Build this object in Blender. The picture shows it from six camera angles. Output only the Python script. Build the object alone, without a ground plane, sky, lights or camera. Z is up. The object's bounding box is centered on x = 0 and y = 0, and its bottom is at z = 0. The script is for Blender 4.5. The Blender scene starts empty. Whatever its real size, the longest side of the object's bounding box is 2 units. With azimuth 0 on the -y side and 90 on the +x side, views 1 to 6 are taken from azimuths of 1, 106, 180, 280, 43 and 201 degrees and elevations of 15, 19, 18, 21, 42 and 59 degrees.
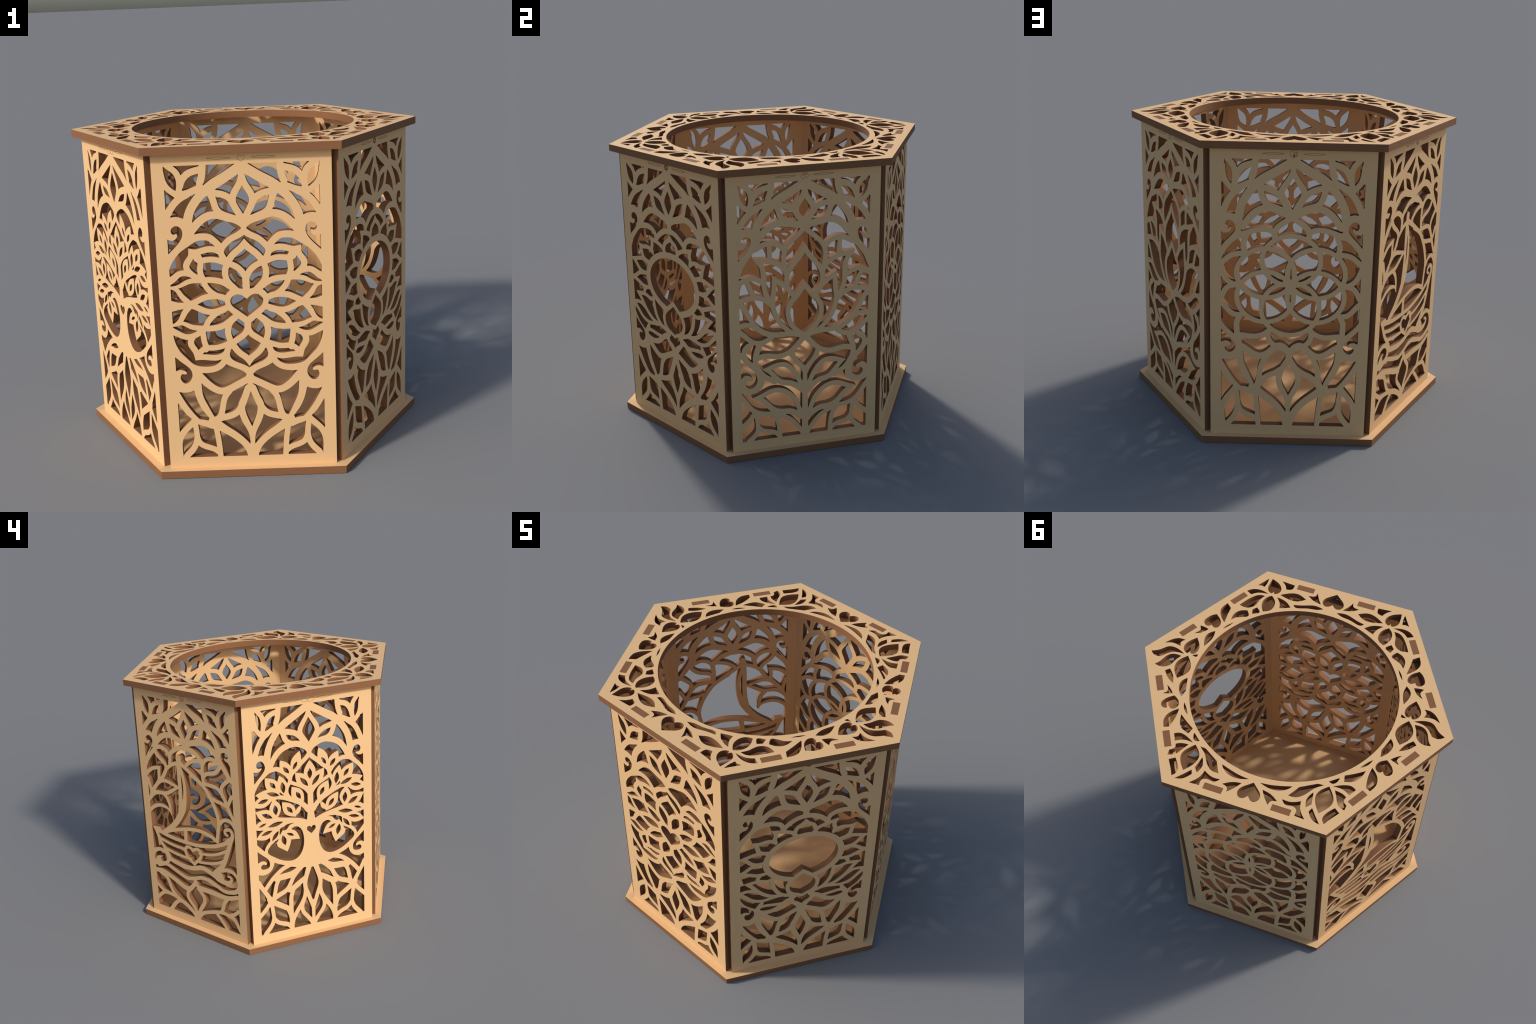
"""Hexagonal laser-cut wooden lantern: six fretwork side panels between a pierced
top ring and a base plate.  Every panel is drafted as bands, petals, rings and
curls, cut from a sheet of plywood and stood on edge round the hexagon."""
import math
import bpy
import numpy as np
from mathutils import Vector, Matrix
from mathutils.geometry import delaunay_2d_cdt

# ----------------------------------------------------------------------------
# Fretwork drafting: a sheet is described by bands (a spine and a width), rings,
# solid motifs and cut-outs, in millimetres.  All of them are distance functions
# that are united on a fine grid; the cut line is its zero contour.
# ----------------------------------------------------------------------------
def smooth_line(pts, step=7.0):
    """Curve through the control points; a point given twice is a sharp corner."""
    runs, cur = [], [pts[0]]
    for p in pts[1:]:
        if p == cur[-1]:
            runs.append(cur)
            cur = [p]
        else:
            cur.append(p)
    runs.append(cur)
    lines = []
    for r in runs:
        P = np.array(r, float)
        if len(P) == 1:
            continue
        if len(P) == 2:
            n = max(2, int(np.linalg.norm(P[1] - P[0]) / step))
            lines.append(P[0] + (P[1] - P[0]) * np.linspace(0, 1, n + 1)[:, None])
            continue
        lines.append(cubic(P, step))
    return lines


def cubic(P, step):
    """Natural (or, for a loop, periodic) cubic spline through the points P."""
    closed = np.allclose(P[0], P[-1])
    h = np.maximum(np.hypot(*np.diff(P, axis=0).T), 1e-6) ** 0.8
    n = len(h)
    A, R = np.zeros((n + 1, n + 1)), np.zeros((n + 1, 2))
    for i in range(0 if closed else 1, n):
        a, b = h[i - 1], h[i]
        prev = P[i - 1] if i else P[-2]
        A[i, i - 1 if i else n - 1] += a
        A[i, i] += 2 * (a + b)
        A[i, i + 1] += b
        R[i] = 6 * ((P[i + 1] - P[i]) / b - (P[i] - prev) / a)
    if closed:
        A[n, n], A[n, 0] = 1, -1
    else:
        A[0, 0] = A[n, n] = 1
    M = np.linalg.solve(A, R)
    out = []
    for i in range(n):
        m = max(2, int(np.hypot(*(P[i + 1] - P[i])) / step))
        t = np.linspace(0, 1, m + 1)[:-1, None] * h[i]
        u = h[i] - t
        out.append((M[i] * u**3 + M[i + 1] * t**3) / (6 * h[i]) + (P[i] / h[i] - M[i] * h[i] / 6) * u
                   + (P[i + 1] / h[i] - M[i + 1] * h[i] / 6) * t)
    return np.vstack(out + [P[-1:]])


class Sheet:
    """A flat sheet whose material is drawn by uniting motifs."""
    def __init__(self, x0, y0, x1, y1, cell=2.0):
        self.c = cell
        self.x = np.arange(x0 - 3 * cell, x1 + 3.5 * cell, cell)
        self.y = np.arange(y0 - 3 * cell, y1 + 3.5 * cell, cell)
        self.d = np.full((len(self.y), len(self.x)), 1e3)
        self.bands, self.drawn = [], 0

    def window(self, lo, hi, pad):
        i0, i1 = np.searchsorted(self.x, [lo[0] - pad, hi[0] + pad])
        j0, j1 = np.searchsorted(self.y, [lo[1] - pad, hi[1] + pad])
        return slice(j0, j1), slice(i0, i1)

    def put(self, win, d, cut=False):
        if cut:
            self.bake()
            self.d[win] = np.maximum(self.d[win], -d)
        else:
            self.d[win] = np.minimum(self.d[win], d)

    def grid(self, win):
        return np.meshgrid(self.x[win[1]], self.y[win[0]])

    def convex(self, poly, cut=False):
        P = np.array(poly, float)
        area = np.sum(P[:, 0] * np.roll(P[:, 1], -1) - np.roll(P[:, 0], -1) * P[:, 1])
        if area < 0:
            P = P[::-1]
        win = self.window(P.min(0), P.max(0), 8)
        X, Y = self.grid(win)
        d = np.full(X.shape, -1e3)
        for a, b in zip(P, np.roll(P, -1, 0)):
            e = b - a
            L = np.hypot(*e)
            if L > 1e-6:
                d = np.maximum(d, ((X - a[0]) * e[1] - (Y - a[1]) * e[0]) / L)
        self.put(win, d, cut)

    def outline(self, pts, cut=False):
        """A solid (or cut-out) bounded by a smooth closed line with optional corners."""
        L = np.vstack(smooth_line(list(pts) + [pts[0]], 5.0))
        win = self.window(L.min(0), L.max(0), 8)
        X, Y = self.grid(win)
        d = np.full(X.shape, 1e6)
        inside = np.zeros(X.shape, bool)
        X, Y = X + 3.1e-4, Y + 2.7e-4          # keep grid lines off the corner points
        for a, b in zip(L[:-1], L[1:]):
            e = b - a
            q = e @ e
            if q < 1e-9:
                continue
            t = np.clip(((X - a[0]) * e[0] + (Y - a[1]) * e[1]) / q, 0, 1)
            d = np.minimum(d, (X - a[0] - t * e[0]) ** 2 + (Y - a[1] - t * e[1]) ** 2)
            cr = (a[1] > Y) != (b[1] > Y)
            if cr.any():
                with np.errstate(divide='ignore', invalid='ignore'):
                    inside ^= cr & (X < a[0] + (Y - a[1]) / (b[1] - a[1]) * e[0])
        d = np.sqrt(d)
        self.put(win, np.where(inside, -d, d), cut)

    def band(self, width, pts, miter=3.0):
        """Strip along a spine; width may be one number or a profile along the length.
        Bands are kept back until bake(), when all their neighbours are known."""
        lines = smooth_line(pts)
        total = sum(np.hypot(*np.diff(l, axis=0).T).sum() for l in lines)
        W = np.atleast_1d(np.array(width, float)) / 2
        radii, run = [], 0.0
        for l in lines:
            d = run + np.concatenate([[0], np.cumsum(np.hypot(*np.diff(l, axis=0).T))])
            radii.append(np.interp(d / max(total, 1e-6), np.linspace(0, 1, len(W)), W) if len(W) > 1 else np.full(len(l), W[0]))
            run = d[-1]
        unit = lambda v: v / max(np.hypot(*v), 1e-9)
        ends = [(lines[0][0], unit(lines[0][0] - lines[0][1]), radii[0][0]),
                (lines[-1][-1], unit(lines[-1][-1] - lines[-1][-2]), radii[-1][-1])]
        self.bands.append((lines, radii, ends, miter))

    def bare(self, end, me):
        """Share of a band's round end that no other band (nor the frame) covers."""
        p, d, r = end
        n = np.array([-d[1], d[0]])
        a = np.radians(np.linspace(-85, 85, 11))
        S = np.vstack([p + k * r * (np.cos(a)[:, None] * d + np.sin(a)[:, None] * n) for k in (0.6, 0.98)])
        free = np.ones(len(S), bool)
        if self.frame is not None:
            free &= (np.abs(S[:, 0]) < OPEN[0]) & (S[:, 1] > OPEN[1]) & (S[:, 1] < OPEN[2])
        for k, (lines, radii, ends, _) in enumerate(self.bands):
            if k == me:
                continue
            for l, w in zip(lines, radii):
                m = w.max() + r
                if (l.min(0) - m > p).any() or (l.max(0) + m < p).any():
                    continue
                e = l[1:] - l[:-1]
                q = S[:, None] - l[None, :-1]
                t = np.clip((q * e).sum(2) / np.maximum((e * e).sum(1), 1e-9), 0, 1)
                g = np.hypot(*np.moveaxis(q - t[..., None] * e, 2, 0)) - (w[:-1] + t * (w[1:] - w[:-1]))
                free &= ~(g < 0).any(1)
        return free.mean()

    def bake(self):
        for me in range(self.drawn, len(self.bands)):
            lines, radii, ends, miter = self.bands[me]
            radii = [r.copy() for r in radii]
            flat = []
            for which, end in enumerate(ends):
                if 0.04 < self.bare(end, me) < 0.72:      # merges into a neighbour: no round knob
                    flat.append(which)
                    l, r = (lines[0], radii[0]) if which == 0 else (lines[-1][::-1], radii[-1][::-1])
                    along = np.concatenate([[0], np.cumsum(np.hypot(*np.diff(l, axis=0).T))])
                    r *= np.interp(along / max(r[0], 1), [0, 0.9], [0.55, 1.0])
            prev = None
            for no, (l, r) in enumerate(zip(lines, radii)):
                win = self.window(l.min(0), l.max(0), r.max() + 3 * self.c)
                X, Y = self.grid(win)
                best = np.full(X.shape, 1e3)
                for k in range(len(l) - 1):
                    a, e = l[k], l[k + 1] - l[k]
                    raw = ((X - a[0]) * e[0] + (Y - a[1]) * e[1]) / max(e @ e, 1e-9)
                    t = np.clip(raw, 0, 1)
                    dist = np.hypot(X - a[0] - t * e[0], Y - a[1] - t * e[1]) - (r[k] + t * (r[k + 1] - r[k]))
                    if 0 in flat and no == 0 and k == 0:
                        dist = np.maximum(dist, -raw * np.hypot(*e) - 0.3 * r[0])
                    if 1 in flat and no == len(lines) - 1 and k == len(l) - 2:
                        dist = np.maximum(dist, (raw - 1) * np.hypot(*e) - 0.3 * r[-1])
                    best = np.minimum(best, dist)
                self.put(win, best)
                if prev is not None:            # pointed outer corner
                    d1, d2 = prev, (l[1] - l[0]) / np.hypot(*(l[1] - l[0]))
                    c, h = l[0], r[0]
                    b = d1 - d2
                    nb = np.hypot(*b)
                    if nb > 0.25:
                        b /= nb
                        sin_half = abs(d1[0] * b[1] - d1[1] * b[0])
                        reach = min(h / max(sin_half, 1e-3), miter * h)
                        n1 = np.array([-d1[1], d1[0]])
                        n2 = np.array([-d2[1], d2[0]])
                        n1 *= np.sign(n1 @ b) or 1
                        n2 *= np.sign(n2 @ b) or 1
                        self.convex([c, c + n1 * h, c + b * reach, c + n2 * h])
                prev = (l[-1] - l[-2]) / np.hypot(*(l[-1] - l[-2]))
        self.drawn = len(self.bands)

    def ring(self, cx, cy, r, width, rmin=0.0):
        win = self.window((cx - r, cy - r), (cx + r, cy + r), width)
        X, Y = self.grid(win)
        self.put(win, np.abs(np.hypot(X - cx, Y - cy) - r) - width / 2)

    def disc(self, cx, cy, r, cut=False):
        win = self.window((cx - r, cy - r), (cx + r, cy + r), 8)
        X, Y = self.grid(win)
        self.put(win, np.hypot(X - cx, Y - cy) - r, cut)

    def border(self, poly_sheet, poly_open):
        """Solid frame between the sheet's outer edge and its (convex) opening."""
        X, Y = np.meshgrid(self.x, self.y)

        def half(P):
            d = np.full(X.shape, -1e3)
            P = np.array(P, float)
            for a, b in zip(P, np.roll(P, -1, 0)):
                e = b - a
                d = np.maximum(d, ((X - a[0]) * e[1] - (Y - a[1]) * e[0]) / np.hypot(*e))
            return d
        self.outer = half(poly_sheet)
        self.frame = -half(poly_open) if poly_open is not None else None
        self.fill_frame()

    def fill_frame(self):
        if self.frame is not None:
            self.d = np.minimum(self.d, self.frame)

    def contours(self, tol=0.3):
        """Zero lines of the united distance field, as closed loops (marching squares)."""
        self.bake()
        F = np.maximum(self.d, self.outer)
        F = np.where(np.abs(F) < 1e-6, 1e-6, F)
        S = F < 0
        c, x, y = self.c, self.x, self.y
        hx = S[:, :-1] != S[:, 1:]
        vx = S[:-1, :] != S[1:, :]
        pos = {}
        J, I = np.nonzero(hx)
        t = F[J, I] / (F[J, I] - F[J, I + 1])
        for j, i, a in zip(J.tolist(), I.tolist(), t.tolist()):
            pos[(0, j, i)] = (x[i] + a * c, y[j])
        J, I = np.nonzero(vx)
        t = F[J, I] / (F[J, I] - F[J + 1, I])
        for j, i, a in zip(J.tolist(), I.tolist(), t.tolist()):
            pos[(1, j, i)] = (x[i], y[j] + a * c)
        link = {}
        code = S[:-1, :-1] * 1 + S[:-1, 1:] * 2 + S[1:, 1:] * 4 + S[1:, :-1] * 8
        mid = (F[:-1, :-1] + F[:-1, 1:] + F[1:, 1:] + F[1:, :-1]) < 0
        table = {1: 'LB', 2: 'BR', 3: 'LR', 4: 'RT', 6: 'BT', 7: 'LT', 8: 'TL', 9: 'TB', 11: 'TR', 12: 'RL', 13: 'RB', 14: 'BL'}
        J, I = np.nonzero((code > 0) & (code < 15))
        for j, i in zip(J.tolist(), I.tolist()):
            k = int(code[j, i])
            e = {'B': (0, j, i), 'T': (0, j + 1, i), 'L': (1, j, i), 'R': (1, j, i + 1)}
            if k == 5:
                segs = ('LT', 'RB') if mid[j, i] else ('LB', 'RT')
            elif k == 10:
                segs = ('BL', 'TR') if mid[j, i] else ('BR', 'TL')
            else:
                segs = (table[k],)
            for s in segs:
                link[e[s[0]]] = link.get(e[s[0]], []) + [e[s[1]]]
                link[e[s[1]]] = link.get(e[s[1]], []) + [e[s[0]]]
        loops, seen = [], set()
        for start in link:
            if start in seen:
                continue
            loop, prev, cur = [], None, start
            while cur not in seen:
                seen.add(cur)
                loop.append(pos[cur])
                nx = [n for n in link[cur] if n != prev]
                prev, cur = cur, (nx[0] if nx else start)
            L = np.array(loop)
            area = 0.5 * abs(np.sum(L[:, 0] * np.roll(L[:, 1], -1) - np.roll(L[:, 0], -1) * L[:, 1]))
            if area > 150:                       # drop specks
                loops.append(thin_out(L, tol))
        return loops


def thin_out(L, tol):
    """Drop contour points that lie on the line between their neighbours."""
    k = int(np.argmax(((L - L[0]) ** 2).sum(1)))
    keep = np.zeros(len(L) + 1, bool)
    C = np.vstack([L, L[:1]])
    keep[[0, k, len(L)]] = True
    stack = [(0, k), (k, len(L))]
    while stack:
        a, b = stack.pop()
        if b - a < 2:
            continue
        e = C[b] - C[a]
        n = np.hypot(*e)
        q = C[a + 1:b] - C[a]
        d = np.abs(q[:, 0] * e[1] - q[:, 1] * e[0]) / n if n > 1e-9 else np.hypot(q[:, 0], q[:, 1])
        m = int(np.argmax(d))
        if d[m] > tol:
            m += a + 1
            keep[m] = True
            stack += [(a, m), (m, b)]
    return C[:-1][keep[:-1]]
# ----------------------------------------------------------------------------
# Artwork of the six side panels (x across, y up, millimetres)
# ----------------------------------------------------------------------------
HALF, LOW, HIGH = 452, 41, 1759
OPEN = (391, 101, 1698)            # half width, bottom and top of the fretted field


def new_panel():
    s = Sheet(-HALF, LOW, HALF, HIGH)
    w, b, t = OPEN
    s.border([(-HALF, LOW), (HALF, LOW), (HALF, HIGH), (-HALF, HIGH)],
             [(-w, b), (w, b), (w, t), (-w, t)])
    return s


def flip(pts):
    return [(-x, y) for x, y in pts]


def mirrored(s, fit=None):
    """Drawing tools that repeat everything on the other side of the axis.
    fit bends the ornament gently, so that one design serves several panels."""
    f = fit or (lambda p: p)

    def band(width, pts):
        pts = [f(p) for p in pts]
        if pts[-1] == pts[-2] and pts[-1][0] == 0:      # closes to a point on the axis
            W = list(width) if isinstance(width, tuple) else [width]
            s.band(tuple(W + W[::-1][1:]) if len(W) > 1 else W[0], pts + flip(pts[:-2])[::-1])
        else:
            s.band(width, pts)
            if any(x for x, y in pts):
                s.band(width, flip(pts))

    def cut(pts):
        s.outline([f(p) for p in pts], True)
        s.outline(flip([f(p) for p in pts]), True)
    return band, cut


def curl_pad(s, fit=None):
    """Solid patch from which the comma-shaped opening of a curl is cut."""
    f = fit or (lambda p: p)

    def pad(pts):
        s.bake()
        s.outline([f(p) for p in pts])
        s.outline(flip([f(p) for p in pts]))
    return pad


def bend_top(dx, dy):
    """Small smooth displacement that vanishes at the top edge and on the axis."""
    def f(p):
        u, t = -p[0] / 400, (OPEN[2] - p[1]) / 400
        return (p[0] + u * (dx[0] + dx[1] * t + dx[2] * u), p[1] + t * (dy[0] + dy[1] * u + dy[2] * t + dy[3] * t * u))
    return f


def bend_bottom(dx, dy):
    def f(p):
        u, t = -p[0] / 400, (p[1] - OPEN[1]) / 500
        return (p[0] + u * (dx[0] + dx[1] * t + dx[2] * u), p[1] + t * (dy[0] + dy[1] * u + dy[2] * t + dy[3] * t * u))
    return f


def oval(s, cx, cy, rx, ry, width, a0=0, a1=360):
    """Elliptic hoop, or a part of it between two angles."""
    n = max(8, int(abs(a1 - a0) / 10))
    pts = []
    for k in range(n + 1):
        a = math.radians(a0 + (a1 - a0) * k / n)
        pts.append((cx + rx * math.cos(a), cy + ry * math.sin(a)))
    if abs(a1 - a0) == 360:
        pts[-1] = pts[0]
    s.band(width, pts)


def leaf_line(base, tip, width, bend=0.0, fullness=0.95):
    """Pointed oval between two points, optionally bowed to one side."""
    (x0, y0), (x1, y1) = base, tip
    L = math.hypot(x1 - x0, y1 - y0)
    nx, ny = -(y1 - y0) / L, (x1 - x0) / L

    def at(t, side):
        o = side * width / 2 * math.sin(math.pi * t) ** fullness + bend * math.sin(math.pi * t)
        return (x0 + (x1 - x0) * t + nx * o, y0 + (y1 - y0) * t + ny * o)
    ts = (0.12, 0.3, 0.5, 0.7, 0.88)
    return [base, base] + [at(t, 1) for t in ts] + [tip, tip] + [at(t, -1) for t in ts[::-1]]


def heart_line(cx, notch, tip, half):
    top = notch + 0.28 * (notch - tip)
    r = [(cx, notch), (cx, notch), (cx + 0.30 * half, top - 0.15 * (top - notch)), (cx + 0.62 * half, top),
         (cx + 0.95 * half, notch + 0.1 * (top - notch)), (cx + 0.92 * half, notch - 0.3 * (notch - tip)),
         (cx + 0.5 * half, tip + 0.33 * (notch - tip)), (cx, tip), (cx, tip)]
    return r + [(2 * cx - x, y) for x, y in r[2:-2][::-1]]


# --- shared border ornament --------------------------------------------------
def top_sprigs(s, fit=None):
    band, cut = mirrored(s, fit)
    # corner sprig
    band(31, [(-322, 1555), (-313, 1599), (-316, 1635), (-330, 1666), (-361, 1693), (-379, 1709)])
    band(35, [(-315, 1577), (-307, 1610), (-291, 1637), (-266, 1658), (-235, 1669), (-200, 1677)])
    band(30, [(-405, 1680), (-398, 1630), (-378, 1588), (-353, 1565), (-329, 1547)])
    band(30, [(-412, 1707), (-413, 1647), (-403, 1586)])
    band(35, [(-329, 1547), (-296, 1553), (-263, 1561), (-218, 1579), (-191, 1583)])
    band((38, 36, 36, 40), [(-263, 1558), (-302, 1540), (-332, 1519), (-357, 1492), (-380, 1457), (-400, 1424)])
    band(36, [(-193, 1707), (-196, 1666), (-203, 1628), (-218, 1593)])
    # great ogee
    band((50, 50, 54, 46, 44, 48), [(0, 1691), (-7, 1685), (-38, 1663), (-99, 1624), (-164, 1585), (-212, 1544), (-250, 1497), (-273, 1453), (-286, 1397)])
    # curl
    band((50, 48, 48, 48), [(-423, 1414), (-385, 1409), (-343, 1413), (-311, 1401), (-295, 1380)])
    band((52, 50, 44), [(-286, 1397), (-290, 1358), (-304, 1321)])


def top_curls(s, fit=None):
    band, cut = mirrored(s, fit)
    pad = curl_pad(s, fit)
    pad([(-395, 1407), (-395, 1407), (-313, 1404), (-313, 1404), (-301, 1370), (-300, 1344), (-313, 1310), (-378, 1241), (-378, 1241), (-406, 1242), (-406, 1242)])
    cut([(-392, 1323), (-392, 1323), (-392, 1241), (-392, 1241), (-353, 1279), (-327, 1310), (-314, 1340), (-316, 1370), (-330, 1386), (-347, 1390), (-364, 1381), (-372, 1364), (-367, 1350), (-356, 1345), (-343, 1349), (-340, 1339), (-348, 1323), (-362, 1315), (-379, 1316)])
    s.fill_frame()


def top_lily(s, fit=None):
    band, cut = mirrored(s, fit)
    # side petal
    band(34, [(-176, 1558), (-133, 1552), (-95, 1542), (-64, 1522), (-44, 1486), (-21, 1443), (0, 1406)])
    band(34, [(-170, 1560), (-152, 1529), (-140, 1484), (-121, 1453), (-92, 1436), (-49, 1420), (0, 1398)])
    # centre petal
    band((30, 33, 34, 34, 30), [(0, 1669), (0, 1650), (-9, 1607), (-28, 1572), (-47, 1536), (-50, 1506), (-39, 1475), (-18, 1435), (0, 1398)])
    # arch
    band((45, 42, 40, 38, 34, 34), [(-287, 1338), (-251, 1382), (-214, 1417), (-171, 1438), (-130, 1439), (-84, 1423), (-35, 1407), (0, 1383)])
    band((34, 36), [(0, 1414), (0, 1364)])


def bottom_sprigs(s, fit=None):
    band, cut = mirrored(s, fit)
    band((50, 48, 38, 38, 24), [(-287, 615), (-287, 572), (-282, 523), (-273, 457), (-247, 391), (-207, 323)])
    band((48, 46, 46, 40), [(-412, 540), (-374, 508), (-342, 503), (-307, 515), (-286, 548)])
    # left stem
    band((44, 36, 36, 22), [(-412, 500), (-383, 446), (-352, 391), (-319, 346), (-281, 310)])
    band((30, 50, 42, 40, 38, 40, 50), [(-225, 320), (-205, 308), (-169, 278), (-109, 236), (-50, 184), (-22, 145), (0, 83)])
    band(29, [(-197, 289), (-188, 237), (-181, 173), (-176, 93)])
    band(29, [(-308, 312), (-300, 257), (-298, 216)])
    band((29, 33, 36), [(-298, 225), (-309, 175), (-331, 140), (-369, 103)])
    band((29, 33, 30), [(-298, 222), (-282, 182), (-248, 161), (-205, 144), (-174, 115)])
    band((33, 33, 33, 36), [(-304, 318), (-344, 278), (-373, 247), (-393, 203), (-398, 149), (-396, 104)])
    band((22, 36, 38), [(-321, 323), (-278, 307), (-241, 297), (-201, 276)])


def bottom_curls(s, fit=None):
    band, cut = mirrored(s, fit)
    pad = curl_pad(s, fit)
    pad([(-403, 684), (-403, 684), (-386, 683), (-386, 683), (-313, 616), (-298, 582), (-309, 536), (-339, 513), (-396, 515), (-396, 515), (-412, 540), (-412, 540)])
    cut([(-390, 683), (-390, 683), (-348, 645), (-314, 613), (-304, 582), (-314, 549), (-342, 531), (-363, 548), (-367, 572), (-357, 586), (-338, 584), (-333, 591), (-348, 605), (-371, 609), (-390, 602), (-390, 602)])
    s.fill_frame()


def bottom_lily(s, fit=None):
    band, cut = mirrored(s, fit)
    # arch
    band((44, 24), [(0, 559), (0, 512)])
    band((44, 40, 38, 40, 38, 40), [(-280, 585), (-245, 546), (-201, 504), (-153, 482), (-115, 490), (-74, 512), (-32, 534), (6, 554)])
    band(36, [(-205, 314), (-146, 331), (-105, 341), (-67, 367), (-44, 409), (-24, 464), (-8, 510)])
    band((36, 30, 34), [(-193, 314), (-172, 329), (-159, 357), (-147, 416), (-131, 459), (-104, 489)])
    band((32, 36, 36, 26), [(-9, 501), (-30, 446), (-50, 400), (-49, 356), (-33, 305), (-9, 250), (0, 205)])
    band((28, 25, 40), [(0, 249), (0, 166), (0, 89)])


# --- heart mandala -------------------------------------------------------------
def heart_panel():
    s = new_panel()
    top_sprigs(s)
    top_lily(s)
    bottom_sprigs(s)
    bottom_lily(s)
    band, cut = mirrored(s)
    # ring upper
    band((34, 36, 37, 40, 40, 40), [(-121, 1266), (-132, 1281), (-153, 1304), (-179, 1324), (-212, 1329), (-248, 1325), (-291, 1302), (-341, 1269), (-374, 1233), (-397, 1199), (-411, 1162)])
    # outer top petal
    band((34, 32, 32, 32), [(0, 1355), (-27, 1334), (-69, 1313), (-102, 1284), (-122, 1252), (-111, 1214), (-89, 1184)])
    # inner top petal
    band(34, [(-92, 1182), (-77, 1210), (-50, 1240), (-19, 1265), (0, 1286), (0, 1286)])
    band(32, [(-92, 1187), (-48, 1166), (-19, 1138), (0, 1100)])
    band(37, [(0, 1123), (0, 1065), (0, 1006)])
    band(32, [(-90, 1190), (-103, 1156), (-105, 1124), (-95, 1090), (-70, 1059), (-40, 1028)])
    # diagonal petal upper
    band((30, 32, 33, 30, 30, 33, 31, 31), [(-120, 1240), (-155, 1260), (-196, 1261), (-233, 1252), (-255, 1249), (-273, 1252), (-273, 1252), (-277, 1226), (-297, 1195), (-303, 1172), (-289, 1144), (-257, 1115)])
    band(30, [(-257, 1222), (-241, 1208), (-185, 1208), (-138, 1202), (-92, 1183)])
    band(30, [(-242, 1236), (-229, 1198), (-233, 1161), (-231, 1132), (-219, 1100)])
    # side petal upper
    band((44, 32, 30, 30), [(-418, 1087), (-372, 1113), (-343, 1135), (-309, 1140), (-276, 1128), (-235, 1106)])
    band((10, 24, 30, 32, 32), [(-403, 1067), (-378, 1065), (-346, 1070), (-303, 1091), (-264, 1099), (-219, 1100), (-163, 1097), (-119, 1084), (-81, 1059), (-54, 1038)])
    band(30, [(-222, 1100), (-207, 1064), (-180, 1031), (-151, 1012), (-106, 996)])
    band((10, 24, 30, 30), [(-403, 1067), (-381, 1061), (-359, 1051), (-336, 1016), (-304, 983), (-283, 958)])
    # horizontal lens
    band(32, [(-316, 964), (-267, 982), (-224, 1003), (-181, 1011), (-139, 1008), (-101, 993)])
    band(32, [(-316, 970), (-271, 958), (-228, 936), (-183, 925), (-135, 935), (-97, 948)])
    band((70, 40, 30), [(-415, 966), (-367, 963), (-305, 966)])
    # heart frame
    band((37, 34, 34, 34, 34, 36), [(0, 1007), (0, 1007), (-26, 1028), (-60, 1031), (-89, 1013), (-97, 984), (-86, 948), (-51, 911), (0, 870)])
    # lower side petals
    band((30, 30, 24, 10), [(-297, 959), (-327, 924), (-345, 889), (-364, 869), (-390, 859), (-410, 859)])
    band((10, 22, 30, 32, 32, 32), [(-404, 860), (-376, 861), (-344, 869), (-300, 850), (-255, 839), (-205, 835), (-159, 839), (-119, 853), (-84, 880), (-51, 902)])
    band(30, [(-222, 834), (-208, 869), (-184, 898), (-149, 924), (-109, 937)])
    band((40, 32, 30, 30), [(-422, 845), (-398, 829), (-362, 809), (-329, 794), (-286, 797), (-239, 823)])
    # lower diagonal petal
    band((30, 33, 33, 30, 32, 32, 30, 30), [(-280, 803), (-300, 774), (-300, 747), (-281, 714), (-271, 677), (-271, 677), (-241, 678), (-199, 673), (-162, 673), (-127, 689), (-104, 721)])
    band(30, [(-237, 820), (-234, 792), (-230, 759), (-222, 726), (-228, 708)])
    band(30, [(-263, 697), (-225, 726), (-182, 727), (-139, 735), (-98, 751)])
    # circle bands lower
    band(32, [(-57, 896), (-93, 862), (-103, 833), (-104, 803), (-97, 772), (-87, 745)])
    band(32, [(0, 876), (0, 841), (-13, 805), (-43, 779), (-84, 751)])
    band((37, 34), [(0, 876), (0, 820)])
    # inner bottom petal
    band(34, [(-88, 754), (-71, 723), (-41, 688), (-13, 666), (0, 649), (0, 649)])
    # outer bottom petal
    band((32, 32, 32, 32), [(-92, 748), (-111, 715), (-117, 685), (-108, 657), (-72, 629), (-27, 609), (9, 583)])
    # lower ring
    band((40, 40, 40, 38, 34, 32), [(-412, 802), (-404, 760), (-391, 726), (-371, 692), (-342, 660), (-307, 625), (-265, 608), (-225, 605), (-184, 610), (-146, 632), (-124, 664)])
    # node
    band((32, 36), [(0, 598), (0, 549)])
    band((32, 34), [(-122, 655), (-97, 638), (-60, 622), (-24, 604), (0, 580)])
    s.outline(heart_line(0, 990, 897, 88), True)
    top_curls(s)
    bottom_curls(s)
    return s


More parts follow.
